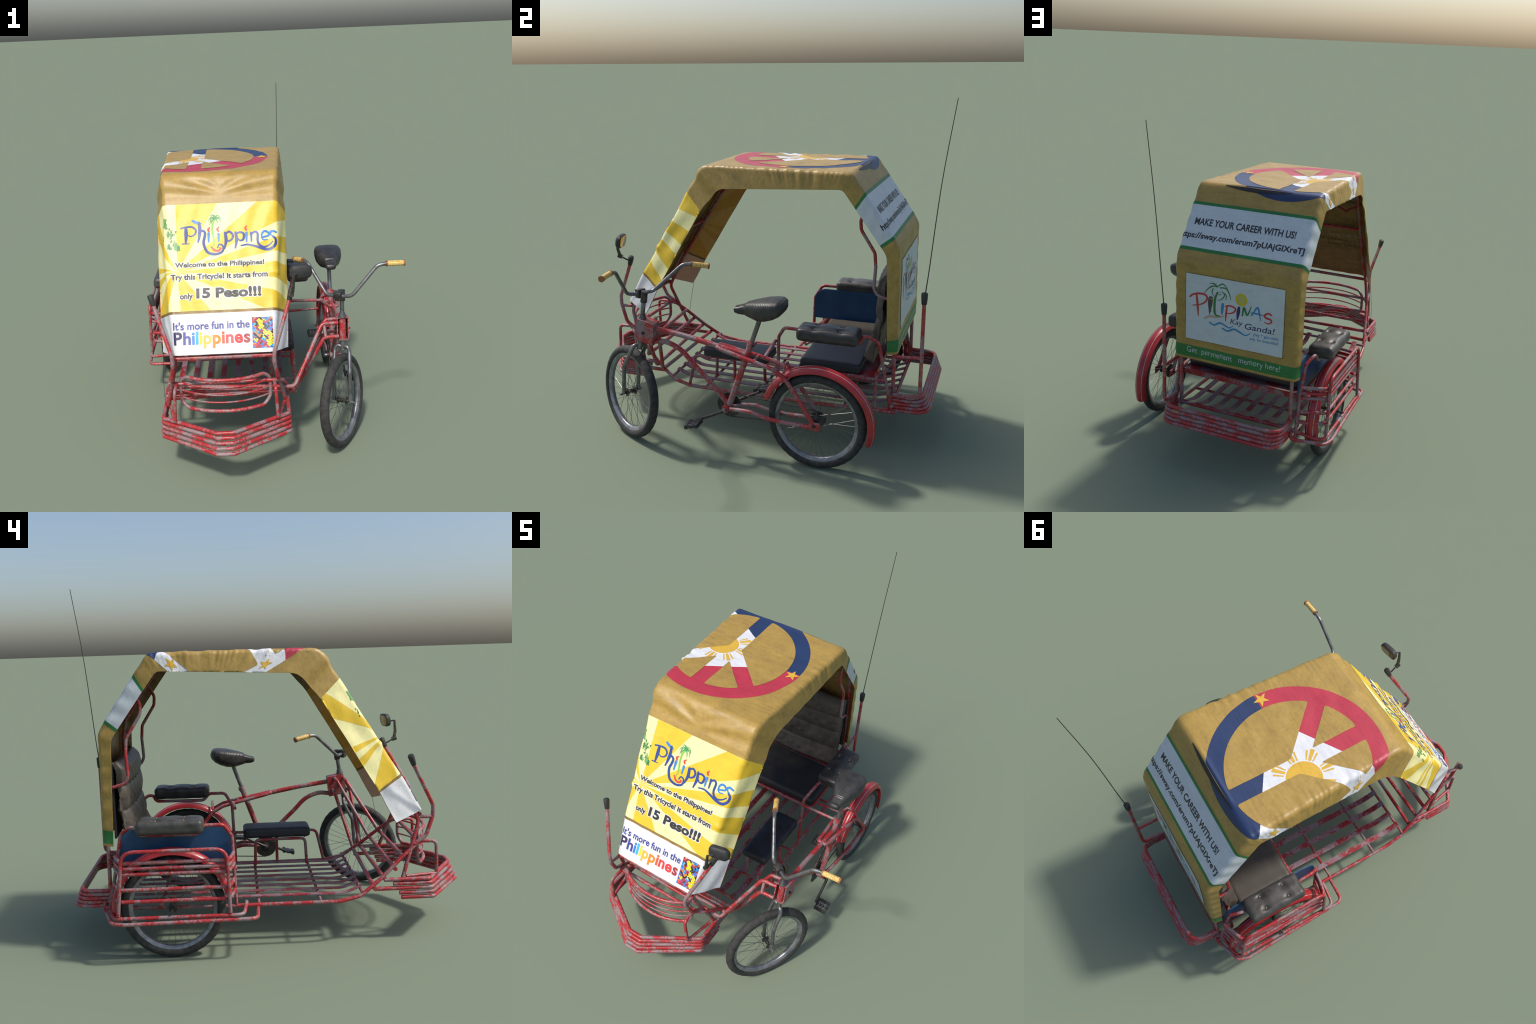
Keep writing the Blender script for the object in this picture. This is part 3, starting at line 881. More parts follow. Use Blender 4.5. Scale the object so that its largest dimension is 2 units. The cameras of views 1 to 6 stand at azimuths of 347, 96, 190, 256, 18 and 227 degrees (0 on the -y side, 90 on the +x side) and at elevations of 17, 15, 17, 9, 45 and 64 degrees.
# cranks, chain ring, pedals, chain
BB = Vector((BX, -0.056, 0.253))
ring_x = BX - 0.030
teeth = 44
V, F = [], []
prof = []
for i in range(teeth * 2):
    a = 2 * math.pi * i / (teeth * 2)
    r = 0.068 if i % 2 else 0.0635
    prof.append((r * math.cos(a), r * math.sin(a)))
n = len(prof)
hole = [(0.040 * math.cos(2 * math.pi * i / n), 0.040 * math.sin(2 * math.pi * i / n)) for i in range(n)]
for x in (-0.0015, 0.0015):
    V += [(x, a, b) for a, b in prof] + [(x, a, b) for a, b in hole]
for i in range(n):
    j = (i + 1) % n
    F += [(i, j, n + j, n + i), (2 * n + i, 3 * n + i, 3 * n + j, 2 * n + j), (i, 2 * n + i, 2 * n + j, j), (n + i, n + j, 3 * n + j, 3 * n + i)]
ringvf = moved((V, F), Matrix.Translation((ring_x, BB.y, BB.z)))
disc = moved(disc_stack([(-0.001, 0.044), (0.001, 0.044)], 32), Matrix.Translation((ring_x, BB.y, BB.z)))
bolt = moved(disc_stack([(-0.008, 0.018), (-0.006, 0.022), (0.004, 0.022)], 20), Matrix.Translation((ring_x, BB.y, BB.z)))
ring = join_meshes("chain_ring", [ringvf, disc, bolt], bike, ["dark_metal"])
rear_sp = moved(disc_stack([(-0.0015, 0.040), (0.0015, 0.040)], 24), Matrix.Translation((ring_x, RW.y, RW.z)))
join_meshes("rear_sprocket", [rear_sp], bike, ["dark_metal"])
tube("chain", [(ring_x, BB.y, BB.z + 0.066), (ring_x, RW.y, RW.z + 0.040)], 0.0028, bike, "dark_metal", sides=8)
tube("chain", [(ring_x, BB.y, BB.z - 0.066), (ring_x, RW.y, RW.z - 0.040)], 0.0028, bike, "dark_metal", sides=8)
for s, foot, px in ((1, Vector((BX + 0.056, -0.204, 0.182)), 0.064), (-1, Vector((BX - 0.060, 0.100, 0.334)), -0.066)):
    c0 = Vector((BX + s * 0.044, BB.y, BB.z))
    path = [c0, c0.lerp(foot, 0.15) + Vector((s * 0.004, 0, 0)), foot]
    v, f = sweep(path, [0.011, 0.0088, 0.0072], 10)
    cr = join_meshes("crank", [(v, f)], bike, ["dark_metal"])
    v, f = disc_stack([(-0.010, 0.012), (0.008, 0.012), (0.010, 0.008)], 14)
    join_meshes("crank_bolt", [moved((v, f), Matrix.Translation(c0) @ Matrix.Rotation(0 if s > 0 else math.pi, 4, "Z"))], bike, ["steel"])
    pc_ = foot + Vector((s * 0.044, 0, 0))
    tilt = Matrix.Translation(pc_) @ Matrix.Rotation(math.radians(14 if s > 0 else 4), 4, "X")
    parts = []
    for yy in (-0.029, 0.029):
        parts.append(moved(box_vf((0, yy, 0), (0.074, 0.015, 0.019)), tilt))
    for xx in (-0.033, 0.033):
        parts.append(moved(box_vf((xx, 0, 0), (0.007, 0.055, 0.012)), tilt))
    parts.append(moved(box_vf((0, 0, 0), (0.078, 0.012, 0.012)), tilt))
    pd = join_meshes("pedal", parts, bike, ["rubber"], False)
    for xx in (-0.018, 0, 0.018):
        join_meshes("pedal_tread", [moved(box_vf((xx, 0, 0.001), (0.008, 0.044, 0.014)), tilt)], bike, ["steel"], False)

# ================================================================== mirror
mir_j, mir_t = Vector((0.198, -0.800, 0.928)), Vector((0.212, -0.806, 1.030))
tube("mirror_joint", [(0.198, -0.812, 0.930), (0.196, -0.788, 0.924)], 0.012, mir, "dark_metal", sides=12)
v, f = sweep([mir_j, mir_j.lerp(mir_t, 0.4) + Vector((0.002, -0.006, 0)), mir_t], [0.010, 0.0085, 0.006], 10)
join_meshes("mirror_arm", [(v, f)], mir, ["dark_metal"])
tube("mirror_pin", [mir_t, (0.232, -0.775, 1.022)], 0.004, mir, "steel", sides=8)
mrot = Matrix.Rotation(math.radians(10), 4, "Z") @ Matrix.Rotation(math.radians(-8), 4, "X")
def rounded_plate(name, w, h, t, r, mat, parent, bev):
    out = []
    for sx_, sz_, a0 in ((1, 1, 0), (-1, 1, 90), (-1, -1, 180), (1, -1, 270)):
        for k in range(7):
            a = math.radians(a0 + 15 * k)
            out.append((sx_ * (w / 2 - r) + r * math.cos(a), sz_ * (h / 2 - r) + r * math.sin(a)))
    rings = [(-t / 2, 1 - 2 * bev / h), (-t / 2 + bev * 0.6, 1 - 0.4 * bev / h), (-t / 2 + bev * 1.4, 1), (t / 2 - bev * 0.3, 1), (t / 2, 1 - bev * 0.5 / h)]
    n = len(out)
    V = [(x * f, y, z * f) for y, f in rings for x, z in out]
    F = [(i * n + k, i * n + (k + 1) % n, (i + 1) * n + (k + 1) % n, (i + 1) * n + k) for i in range(len(rings) - 1) for k in range(n)]
    F += [tuple(range(n))[::-1], tuple(range((len(rings) - 1) * n, len(rings) * n))]
    ob = join_meshes(name, [(V, F)], parent, [mat])
    return ob
mh = rounded_plate("mirror_housing", 0.108, 0.070, 0.030, 0.028, "rubber", mir, 0.010)
mh.data.transform(Matrix.Translation((0.249, -0.763, 1.030)) @ mrot)
mg = rounded_plate("mirror_glass", 0.096, 0.058, 0.004, 0.024, "glass", mir, 0.001)
mg.data.transform(Matrix.Translation((0.249, -0.763, 1.030)) @ mrot @ Matrix.Translation((0, 0.0145, 0)))

# ================================================================== canopy cloth
# <canopy>
# rows along the profile: outer edge y, z, half width; inner flap edge y, z, half width
ROWS = np.array([
    (0.764, 0.540, 0.348, 0.712, 0.537, 0.358),
    (0.756, 1.090, 0.350, 0.694, 1.052, 0.360),
    (0.506, 1.452, 0.350, 0.466, 1.367, 0.360),
    (-0.312, 1.453, 0.306, -0.198, 1.338, 0.346),
    (-0.398, 1.312, 0.299, -0.300, 1.220, 0.343),
    (-0.700, 0.826, 0.266, -0.579, 0.757, 0.331),
    (-0.815, 0.638, 0.246, -0.667, 0.593, 0.322)])
SIG = np.array([0.010, 0.019, 0.016, 0.030, 0.030, 0.030, 0.010])
seglen = np.hypot(np.diff(ROWS[:, 0]), np.diff(ROWS[:, 1]))
SK = np.concatenate([[0], np.cumsum(seglen)])      # arc length at each row
SMAX = SK[-1]
CR = 0.022                                         # rounding of the long edges

def row_at(s):
    """profile row at arc length s, corners rounded by a local gaussian average"""
    s = np.asarray(s, float)
    sig = np.interp(s, SK, SIG)
    ds = np.linspace(-2.2, 2.2, 23)
    w = np.exp(-ds ** 2 / 2); w /= w.sum()
    lim = np.minimum(s, SMAX - s)[..., None]
    off = np.clip(ds * sig[..., None], -lim, lim)
    q = s[..., None] + off
    return np.stack([(np.interp(q, SK, ROWS[:, k]) * w).sum(-1) for k in range(6)], -1)

def wrinkle(u, s, wo):
    """outward bulge of the cloth: creases across the side flaps, drape on the panels"""
    a = np.abs(u)
    roof = np.exp(-((s - (SK[2] + SK[3]) / 2) / 0.40) ** 4)
    front = 1 / (1 + np.exp(-(s - SK[3] - 0.02) / 0.02))
    edge = np.exp(-((a - wo - 0.02) / 0.055) ** 2)
    m1 = 0.5 + 0.5 * np.sin(s * 13.7 + 1.1 + 2 * np.sign(u))
    m2 = np.clip(np.sin(s * 21.3 + 0.4 + np.sign(u)), 0, 1)
    h = 0.0034 * roof * edge * (m1 * np.sin(s * 66 + 3.2 * np.sin(s * 9.1) + u * 11) + 0.8 * m2 * (1 - 2 * np.abs(np.sin(s * 74 + 4 * np.sin(s * 6.3 + 1) + u * 6))) + 0.35 * np.sin(s * 187 + 3 * np.sin(s * 23)))
    h = h + 0.0013 * roof * np.sin(s * 47 + u * 14 + 1.7 * np.sin(u * 21 + 2)) * np.sin(u * 17 + 0.5)
    # drapery pulled towards the corners of the front bend
    bend = np.exp(-((s - SK[4] + 0.085) / 0.055) ** 2)
    h = h + 0.0062 * bend * np.sin(np.arctan2(s - SK[4] + 0.02, a * 0.9 + 0.08) * 15 + 0.6 * np.sign(u)) * np.clip(a / 0.12, 0, 1)
    # long diagonal folds on the front sheet, strongest at the sides
    fr = front * np.clip((s - SK[4]) / 0.05, 0, 1)
    h = h + 0.0019 * fr * np.sin((s - SK[4]) * 22 + u * 46 * np.sign(u) + 1.2) * np.clip((a - 0.10) / 0.16, 0, 1)
    h = h + 0.0012 * fr * np.sin(u * 62 + 2.2 * np.sin(s * 9))
    # ridge where the cloth lies over the middle cross bar
    h = h + 0.0075 * np.exp(-((s - SK[5] + 0.185) / 0.016) ** 2) * np.exp(-((a - wo) / 0.03) ** 2)
    h = h - 0.005 * np.exp(-((s - (SK[2] + SK[3]) / 2) / 0.30) ** 4) * np.clip(1 - (u / 0.30) ** 2, 0, 1)
    h = h + 0.006 * np.exp(-((s - 1.000) / 0.010) ** 2) * np.clip(1 - ((u - 0.008) / 0.204) ** 2, 0, 1)
    back = 1 - np.clip((s - SK[1]) / 0.05 + 0.5, 0, 1)
    h = h + 0.0010 * back * np.sin(s * 19 + u * 23) + 0.0016 * (1 - front) * (1 - roof) * edge * np.sin(s * 70 + u * 30)
    return h

def cloth_raw(u, s):
    u, s = np.broadcast_arrays(np.asarray(u, float), np.asarray(s, float))
    r = row_at(s)
    yo, zo, wo, yi, zi, wi = (r[..., k] for k in range(6))
    sg = np.where(u < 0, -1.0, 1.0)
    d = np.abs(u)
    f = np.stack([wi - wo, yi - yo, zi - zo], -1)
    L = np.linalg.norm(f, axis=-1)
    f = f / L[..., None]
    K = np.stack([wo, yo, zo], -1)
    flat = np.stack([d, yo, zo], -1)
    flap = K + f * np.clip(d - wo, 0, L)[..., None]
    t = np.clip((d - wo + CR) / (2 * CR), 0, 1)[..., None]
    A = K - np.array([CR, 0, 0]); B = K + f * CR
    bez = A * (1 - t) ** 2 + K * 2 * t * (1 - t) + B * t ** 2
    P = np.where((d < wo - CR)[..., None], flat, np.where((d > wo + CR)[..., None], flap, bez))
    P = P * np.stack([sg, np.ones_like(sg), np.ones_like(sg)], -1)
    P[..., 0] += CX
    return P, wo, L

def cloth_normal(u, s):
    e = 0.004
    a = cloth_raw(u + e, s)[0] - cloth_raw(u - e, s)[0]
    b = cloth_raw(u, np.minimum(s + e, SMAX))[0] - cloth_raw(u, np.maximum(s - e, 0))[0]
    n = np.cross(b, a)
    return n / np.maximum(np.linalg.norm(n, axis=-1), 1e-9)[..., None]

def cloth_point(u, s, lift=0.0):
    """point of the draped cloth; u metres across from the centre line (runs on over the flaps), s metres along"""
    P, wo, L = cloth_raw(u, s)
    n = cloth_normal(u, s)
    return P + n * (wrinkle(np.asarray(u, float), np.asarray(s, float), wo) + lift)[..., None]

def flap_end(s):
    r = row_at(s)
    return r[..., 2] + np.sqrt((r[..., 5] - r[..., 2]) ** 2 + (r[..., 3] - r[..., 0]) ** 2 + (r[..., 4] - r[..., 1]) ** 2)
# </canopy>

def canopy_mesh():
    ns, nu = 420, 200
    S = np.linspace(0, SMAX, ns + 1)
    T = np.linspace(-1, 1, nu + 1)
    T = np.sign(T) * (1 - (1 - np.abs(T)) ** 1.15)
    U = T[None, :] * flap_end(S)[:, None]
    SS = np.repeat(S[:, None], nu + 1, 1)
    out = cloth_point(U, SS)
    inn = cloth_point(U, SS, -0.0032)
    w = nu + 1
    V = np.concatenate([out.reshape(-1, 3), inn.reshape(-1, 3)])
    o = w * (ns + 1)
    F, mi = [], []
    for j in range(ns):
        for i in range(nu):
            a = j * w + i
            F.append((a, a + w, a + w + 1, a + 1)); mi.append(0)
            F.append((o + a, o + a + 1, o + a + w + 1, o + a + w)); mi.append(1)
    for i in range(nu):
        F.append((i, i + 1, o + i + 1, o + i)); mi.append(0)
        a = ns * w + i
        F.append((a, o + a, o + a + 1, a + 1)); mi.append(0)
    for j in range(ns):
        a = j * w
        F.append((a, o + a, o + a + w, a + w)); mi.append(0)
        a = j * w + nu
        F.append((a, a + w, o + a + w, o + a)); mi.append(0)
    me = mesh_of("canopy", V, F)
    ob = link("canopy", me, root, ["tan", "lining"])
    me.polygons.foreach_set("material_index", mi)
    bm = bmesh.new(); bm.from_mesh(me); bmesh.ops.recalc_face_normals(bm, faces=bm.faces[:]); bm.to_mesh(me); bm.free()
    me.set_sharp_from_angle(angle=math.radians(50))
    return ob
canopy = canopy_mesh()

# ================================================================== prints on the cloth
# Every print is a thin piece of its own laid on the draped surface, drawn in cloth
# coordinates (u across, s along) and bent over the folds with it.
def rnd_cloth(name, col, **k):
    M[name] = cloth(name + "_print", col, k.get("dirt", 0.08))
rnd_cloth("logo_blue", (0.020, 0.055, 0.26)); rnd_cloth("logo_sky", (0.045, 0.22, 0.60)); rnd_cloth("logo_red", (0.62, 0.06, 0.04))
rnd_cloth("logo_lime", (0.22, 0.50, 0.08)); rnd_cloth("leaf", (0.05, 0.30, 0.10)); rnd_cloth("indigo", (0.045, 0.055, 0.27)); rnd_cloth("dark_violet", (0.035, 0.025, 0.10))
rnd_cloth("sky_blue", (0.05, 0.42, 0.85)); rnd_cloth("mid_blue", (0.03, 0.19, 0.58)); rnd_cloth("amber", (0.78, 0.46, 0.05)); rnd_cloth("orange", (0.76, 0.25, 0.02))
rnd_cloth("vermilion", (0.72, 0.10, 0.03)); rnd_cloth("coral", (0.66, 0.05, 0.05)); rnd_cloth("crimson", (0.34, 0.03, 0.05)); rnd_cloth("lemon", (0.80, 0.68, 0.02))
rnd_cloth("navy", (0.018, 0.022, 0.115)); rnd_cloth("mask", (0.10, 0.065, 0.06)); rnd_cloth("sand", (0.46, 0.33, 0.24)); rnd_cloth("sky", (0.03, 0.22, 0.46))
rnd_cloth("red", (0.50, 0.035, 0.035)); rnd_cloth("back_white", (0.56, 0.60, 0.63)); rnd_cloth("ink", (0.030, 0.028, 0.028)); rnd_cloth("pale_sun", (0.52, 0.47, 0.12)); rnd_cloth("sun_ring", (0.58, 0.48, 0.02))
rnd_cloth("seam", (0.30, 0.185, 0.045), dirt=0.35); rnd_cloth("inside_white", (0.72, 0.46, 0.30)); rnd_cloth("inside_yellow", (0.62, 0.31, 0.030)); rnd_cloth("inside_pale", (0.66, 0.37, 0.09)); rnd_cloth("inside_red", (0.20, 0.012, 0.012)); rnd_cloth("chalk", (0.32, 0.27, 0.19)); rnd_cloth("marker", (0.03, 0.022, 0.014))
rnd_cloth("map_green", (0.035, 0.20, 0.055)); rnd_cloth("map_light", (0.16, 0.36, 0.12)); rnd_cloth("peach", (0.36, 0.22, 0.14))

def lay(name, faces, mat, lift=0.0008, parent=None, grid=0.010, side=1):
    """faces: outlines in cloth coordinates; cut along a grid, then bent onto the cloth"""
    bm = bmesh.new()
    for fc in faces:
        vs = [bm.verts.new((p[0], p[1], 0)) for p in fc]
        try:
            bm.faces.new(vs)
        except ValueError:
            pass
    return lay_bm(name, bm, mat, lift, parent, grid, side)

def lay_bm(name, bm, mat, lift, parent, grid, side=1):
    bmesh.ops.triangulate(bm, faces=bm.faces[:])
    for ax in (0, 1):
        cs = [v.co[ax] for v in bm.verts]
        lo, hi = min(cs), max(cs)
        cuts = {round(k * grid, 6) for k in range(math.ceil(lo / grid), math.floor(hi / grid) + 1)}
        if ax == 0:      # the rounded long edges need a finer mesh
            fine = np.arange(0.218, 0.378, 0.0046)
            cuts |= {round(float(c), 6) for c in np.concatenate([fine, -fine]) if lo < c < hi}
        else:            # so do the bends of the profile and the lip of the torn seam
            for c0, w_, st_ in ((SK[1], 0.05, 0.008), (SK[2], 0.05, 0.005), (SK[3], 0.09, 0.008), (SK[4], 0.05, 0.009), (SK[5] - 0.185, 0.04, 0.006)):
                cuts |= {round(float(c), 6) for c in np.arange(c0 - w_, c0 + w_, st_) if lo < c < hi}
        for c in sorted(cuts):
            co, no = [0, 0, 0], [0, 0, 0]
            co[ax], no[ax] = c, 1
            bmesh.ops.bisect_plane(bm, geom=bm.verts[:] + bm.edges[:] + bm.faces[:], dist=1e-6, plane_co=co, plane_no=no)
    bmesh.ops.remove_doubles(bm, verts=bm.verts[:], dist=1e-6)
    uv = np.array([v.co[:2] for v in bm.verts])
    sv = np.clip(uv[:, 1], 0.0005, SMAX - 0.0005)
    P = cloth_point(uv[:, 0], sv, lift)
    nrm = cloth_normal(uv[:, 0], sv)
    for v, p in zip(bm.verts, P):
        v.co = p
    bm.normal_update()
    bm.verts.index_update()
    for fc in bm.faces:
        n = nrm[[v.index for v in fc.verts]].mean(0)
        if fc.normal.dot(Vector(n)) * side < 0:
            fc.normal_flip()
    bmesh.ops.dissolve_degenerate(bm, edges=bm.edges[:], dist=1e-6)
    me = bpy.data.meshes.new(name)
    bm.to_mesh(me); bm.free()
    return link(name, me, parent or canopy, [mat])

def clip(poly, a, b, c):
    """keep the part of a polygon where a*u + b*s <= c"""
    out = []
    for i in range(len(poly)):
        p, q = poly[i], poly[(i + 1) % len(poly)]
        dp, dq = a * p[0] + b * p[1] - c, a * q[0] + b * q[1] - c
        if dp <= 0:
            out.append(p)
        if dp * dq < 0:
            t = dp / (dp - dq)
            out.append((p[0] + (q[0] - p[0]) * t, p[1] + (q[1] - p[1]) * t))
    return out

def clip_rect(poly, u0, u1, s0, s1):
    for h in ((1, 0, u1), (-1, 0, -u0), (0, 1, s1), (0, -1, -s0)):
        if len(poly) > 2:
            poly = clip(poly, *h)
    return poly

def rect(u0, u1, s0, s1):
    return [(u0, s0), (u1, s0), (u1, s1), (u0, s1)]

def circle(c, r, n=96, r2=None):
    return [(c[0] + r * math.cos(2 * math.pi * k / n), c[1] + (r2 or r) * math.sin(2 * math.pi * k / n)) for k in range(n)]

def star(c, r, rot=0.0, inner=0.40):
    return [(c[0] + (r if k % 2 == 0 else r * inner) * math.sin(rot + math.pi * k / 5), c[1] - (r if k % 2 == 0 else r * inner) * math.cos(rot + math.pi * k / 5)) for k in range(10)]

def round_corners(poly, rad):
    """fillet only the sharp corners of a closed outline"""
    out, n = [], len(poly)
    for i in range(n):
        a, b, c = (Vector((*poly[(i + k) % n], 0)) for k in (-1, 0, 1))
        u, w = a - b, c - b
        if u.length < 1e-7 or w.length < 1e-7:
            continue
        ang = u.angle(w)
        if ang > math.radians(150):
            out.append(tuple(b[:2])); continue
        u.normalize(); w.normalize()
        p0, p2 = b + u * rad, b + w * rad
        for k in range(7):
            t = k / 6
            q = p0 * (1 - t) ** 2 + b * 2 * t * (1 - t) + p2 * t * t
            out.append(tuple(q[:2]))
    # drop outline points swallowed by a fillet
    return out

def stroke(pts, w, taper=(0.75, 0.75), n=6):
    """brush stroke through control points -> strip of quads with rounded ends"""
    path = smooth_path([(p[0], p[1], 0) for p in pts], n) if len(pts) > 2 else [Vector((*pts[0], 0)), Vector((*pts[-1], 0))]
    m = len(path)
    L, R = [], []
    for i in range(m):
        t = (path[min(i + 1, m - 1)] - path[max(i - 1, 0)]).normalized()
        f = i / (m - 1)
        ww = w / 2 * (taper[0] + (1 - taper[0]) * min(1, f * 3)) * (taper[1] + (1 - taper[1]) * min(1, (1 - f) * 2.2))
        nn = Vector((-t.y, t.x, 0)) * ww
        L.append(tuple((path[i] + nn)[:2])); R.append(tuple((path[i] - nn)[:2]))
    out = [[L[i], L[i + 1], R[i + 1], R[i]] for i in range(m - 1)]
    for e in (0, m - 1):
        r = math.dist(L[e], R[e]) / 2
        out.append(circle(((L[e][0] + R[e][0]) / 2, (L[e][1] + R[e][1]) / 2), r, 12))
    return out

_glyph = {}
def text_bm(body, bold=0.0, shear=0.0):
    key = (body, bold, shear)
    if key not in _glyph:
        cu = bpy.data.curves.new("type", "FONT")
        cu.body = body; cu.offset = bold; cu.shear = shear; cu.resolution_u = 4
        ob = bpy.data.objects.new("type", cu)
        bpy.context.scene.collection.objects.link(ob)
        bpy.context.view_layer.update()
        me = bpy.data.meshes.new_from_object(ob.evaluated_get(bpy.context.evaluated_depsgraph_get()))
        bpy.data.objects.remove(ob); bpy.data.curves.remove(cu)
        _glyph[key] = me
    bm = bmesh.new(); bm.from_mesh(_glyph[key])
    return bm

def letters(body, u0, u1, s0, s1, mat, lift=0.0016, bold=0.0, shear=0.0, wobble=0.0, name="lettering", grow=0.0, grid=0.012, ref=None, side=1):
    """type set between u0..u1 with its base line at s0 and capital height reaching s1 (slant with s0/s1 pairs)"""
    bm = text_bm(body, bold, shear)
    rb = text_bm(ref or body, 0.0, shear)
    xs_ = [v.co.x for v in rb.verts]; rb.free()
    x0, x1 = min(xs_), max(xs_)
    cap = 0.70
    for v in bm.verts:
        fx, fy = (v.co.x - x0) / (x1 - x0), v.co.y / cap
        wob = wobble * math.sin(fx * 37) * 0.5 + wobble * math.sin(fx * 83 + 1) * 0.5
        v.co = (u0 + (u1 - u0) * fx, s0 + (s1 - s0) * (fy + wob), 0)
    return lay_bm(name, bm, mat, lift, None, grid, side)

EDGE = 0.50     # beyond every flap edge: the surface stops there by itself
def band(name, s0, s1, mat, lift=0.0006, u=EDGE):
    e = [(-u, s0), (u, s0), (u, s1), (-u, s1)]
    f = lambda s: float(flap_end(np.array([s]))[0]) - 0.0004
    pts = [(-f(s), s) for s in np.linspace(s0, s1, 12)] + [(f(s), s) for s in np.linspace(s1, s0, 12)]
    return lay(name, [pts], mat, lift)

# ---------------- front: sun burst sheet
S_TAN, S_SEAM0, S_SEAM1 = 1.980, 2.545, 2.559
band("front_sheet", S_TAN, S_SEAM0, "pale")
band("seam_strip", S_SEAM0, S_SEAM1, "seam")
band("front_sheet", S_SEAM1, SMAX - 0.0006, "white")
RAYC = (-0.226, 2.341)
ray_dirs = [(-0.005, -0.353), (0.207, -0.358), (0.41, -0.353), (0.573, -0.275), (0.602, -0.197), (0.622, -0.114), (0.632, -0.047), (0.508, 0.047), (0.496, 0.114), (0.42, 0.197),
            (0.159, 0.197), (0.013, 0.197), (-0.063, 0.192), (-0.182, 0.153), (-0.197, 0.053), (-0.195, 0.008), (-0.19, -0.03), (-0.178, -0.058), (-0.209, -0.242), (-0.172, -0.347)]
rays = []
for i in range(0, 20, 2):
    tri = [RAYC] + [(RAYC[0] + d[0] * 4, RAYC[1] + d[1] * 4) for d in (ray_dirs[i], ray_dirs[i + 1])]
    if i == 14:
        pass
    p = clip_rect(tri, -0.46, 0.46, S_TAN + 0.0005, S_SEAM0 - 0.0005)
    if len(p) > 2:
        rays.append(p)
for p in rays:
    lay("sun_ray", [p], "yellow", 0.0011)
# the same sheet seen from inside, in browner print colours
def inside(name, s0, s1, mat, lift):
    f = lambda s: float(flap_end(np.array([s]))[0]) - 0.0006
    pts = [(-f(s), s) for s in np.linspace(s0, s1, 12)] + [(f(s), s) for s in np.linspace(s1, s0, 12)]
    return lay(name, [pts], mat, lift, side=-1)
# (only the side flaps show it; the face is backed with a plain brown sheet)
def flap_parts(polys, u0=0.30):
    return [q for p in polys for q in (clip(p, 1, 0, -u0), clip(p, -1, 0, -u0)) if len(q) > 2]
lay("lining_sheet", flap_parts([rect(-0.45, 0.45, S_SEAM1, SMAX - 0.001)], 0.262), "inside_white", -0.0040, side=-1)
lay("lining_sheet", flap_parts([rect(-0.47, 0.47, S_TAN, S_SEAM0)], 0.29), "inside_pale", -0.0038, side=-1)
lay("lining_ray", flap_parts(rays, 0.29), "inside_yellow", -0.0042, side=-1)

FRONT_LOGO = [
    ("logo_blue", 0.0051, [(-0.205, 2.111), (-0.179, 2.105), (-0.147, 2.105), (-0.128, 2.122), (-0.133, 2.144), (-0.154, 2.155), (-0.166, 2.149)]),
    ("logo_blue", 0.0092, [(-0.179, 2.111), (-0.178, 2.149), (-0.181, 2.194)]),
    ("logo_blue", 0.0041, [(-0.198, 2.194), (-0.162, 2.194)]),
    ("logo_sky", 0.0078, [(-0.143, 2.072), (-0.123, 2.083), (-0.099, 2.088)]),
    ("logo_blue", 0.0087, [(-0.111, 2.083), (-0.107, 2.116), (-0.11, 2.155), (-0.117, 2.188)]),
    ("logo_blue", 0.0069, [(-0.109, 2.138), (-0.095, 2.127), (-0.081, 2.138), (-0.084, 2.166), (-0.089, 2.188), (-0.084, 2.216), (-0.068, 2.244), (-0.035, 2.255), (-0.003, 2.249), (0.011, 2.233), (0.008, 2.211), (-0.01, 2.205), (-0.018, 2.222)]),
    ("logo_sky", 0.0092, [(-0.062, 2.144), (-0.063, 2.188)]),
    ("logo_red", 0.0055, [(-0.06, 2.133), (-0.064, 2.122), (-0.055, 2.111)]),
    ("logo_lime", 0.0046, [(-0.027, 2.066), (-0.039, 2.088), (-0.043, 2.127), (-0.037, 2.166), (-0.035, 2.194), (-0.044, 2.216)]),
    ("logo_red", 0.0060, [(-0.049, 2.216), (-0.035, 2.233), (-0.015, 2.238), (-0.001, 2.227), (-0.008, 2.222)]),
    ("logo_sky", 0.0092, [(-0.011, 2.149), (-0.011, 2.188)]),
    ("logo_red", 0.0055, [(-0.011, 2.133), (-0.017, 2.122), (-0.008, 2.111)]),
    ("logo_blue", 0.0083, [(0.023, 2.144), (0.027, 2.183), (0.018, 2.227)]),
    ("logo_blue", 0.0060, [(0.025, 2.149), (0.044, 2.138), (0.062, 2.155), (0.058, 2.177), (0.039, 2.188), (0.032, 2.177)]),
    ("logo_blue", 0.0083, [(0.077, 2.144), (0.081, 2.183), (0.073, 2.227)]),
    ("logo_blue", 0.0060, [(0.081, 2.149), (0.102, 2.144), (0.119, 2.155), (0.115, 2.183), (0.098, 2.188), (0.089, 2.177)]),
    ("logo_sky", 0.0092, [(0.133, 2.149), (0.132, 2.194)]),
    ("logo_red", 0.0055, [(0.133, 2.133), (0.128, 2.122), (0.135, 2.111)]),
    ("logo_blue", 0.0083, [(0.157, 2.149), (0.157, 2.194)]),
    ("logo_blue", 0.0060, [(0.159, 2.155), (0.175, 2.144), (0.19, 2.155), (0.189, 2.194), (0.198, 2.216), (0.222, 2.227), (0.249, 2.216), (0.267, 2.199)]),
    ("logo_sky", 0.0055, [(0.21, 2.177), (0.247, 2.166), (0.242, 2.149), (0.225, 2.144), (0.211, 2.161), (0.217, 2.188), (0.241, 2.188)]),
    ("logo_sky", 0.0064, [(0.289, 2.149), (0.267, 2.144), (0.254, 2.155), (0.268, 2.172)]),
    ("logo_blue", 0.0074, [(0.268, 2.172), (0.283, 2.188), (0.279, 2.216), (0.254, 2.238), (0.221, 2.238), (0.177, 2.222), (0.136, 2.211), (0.103, 2.216)]),
]
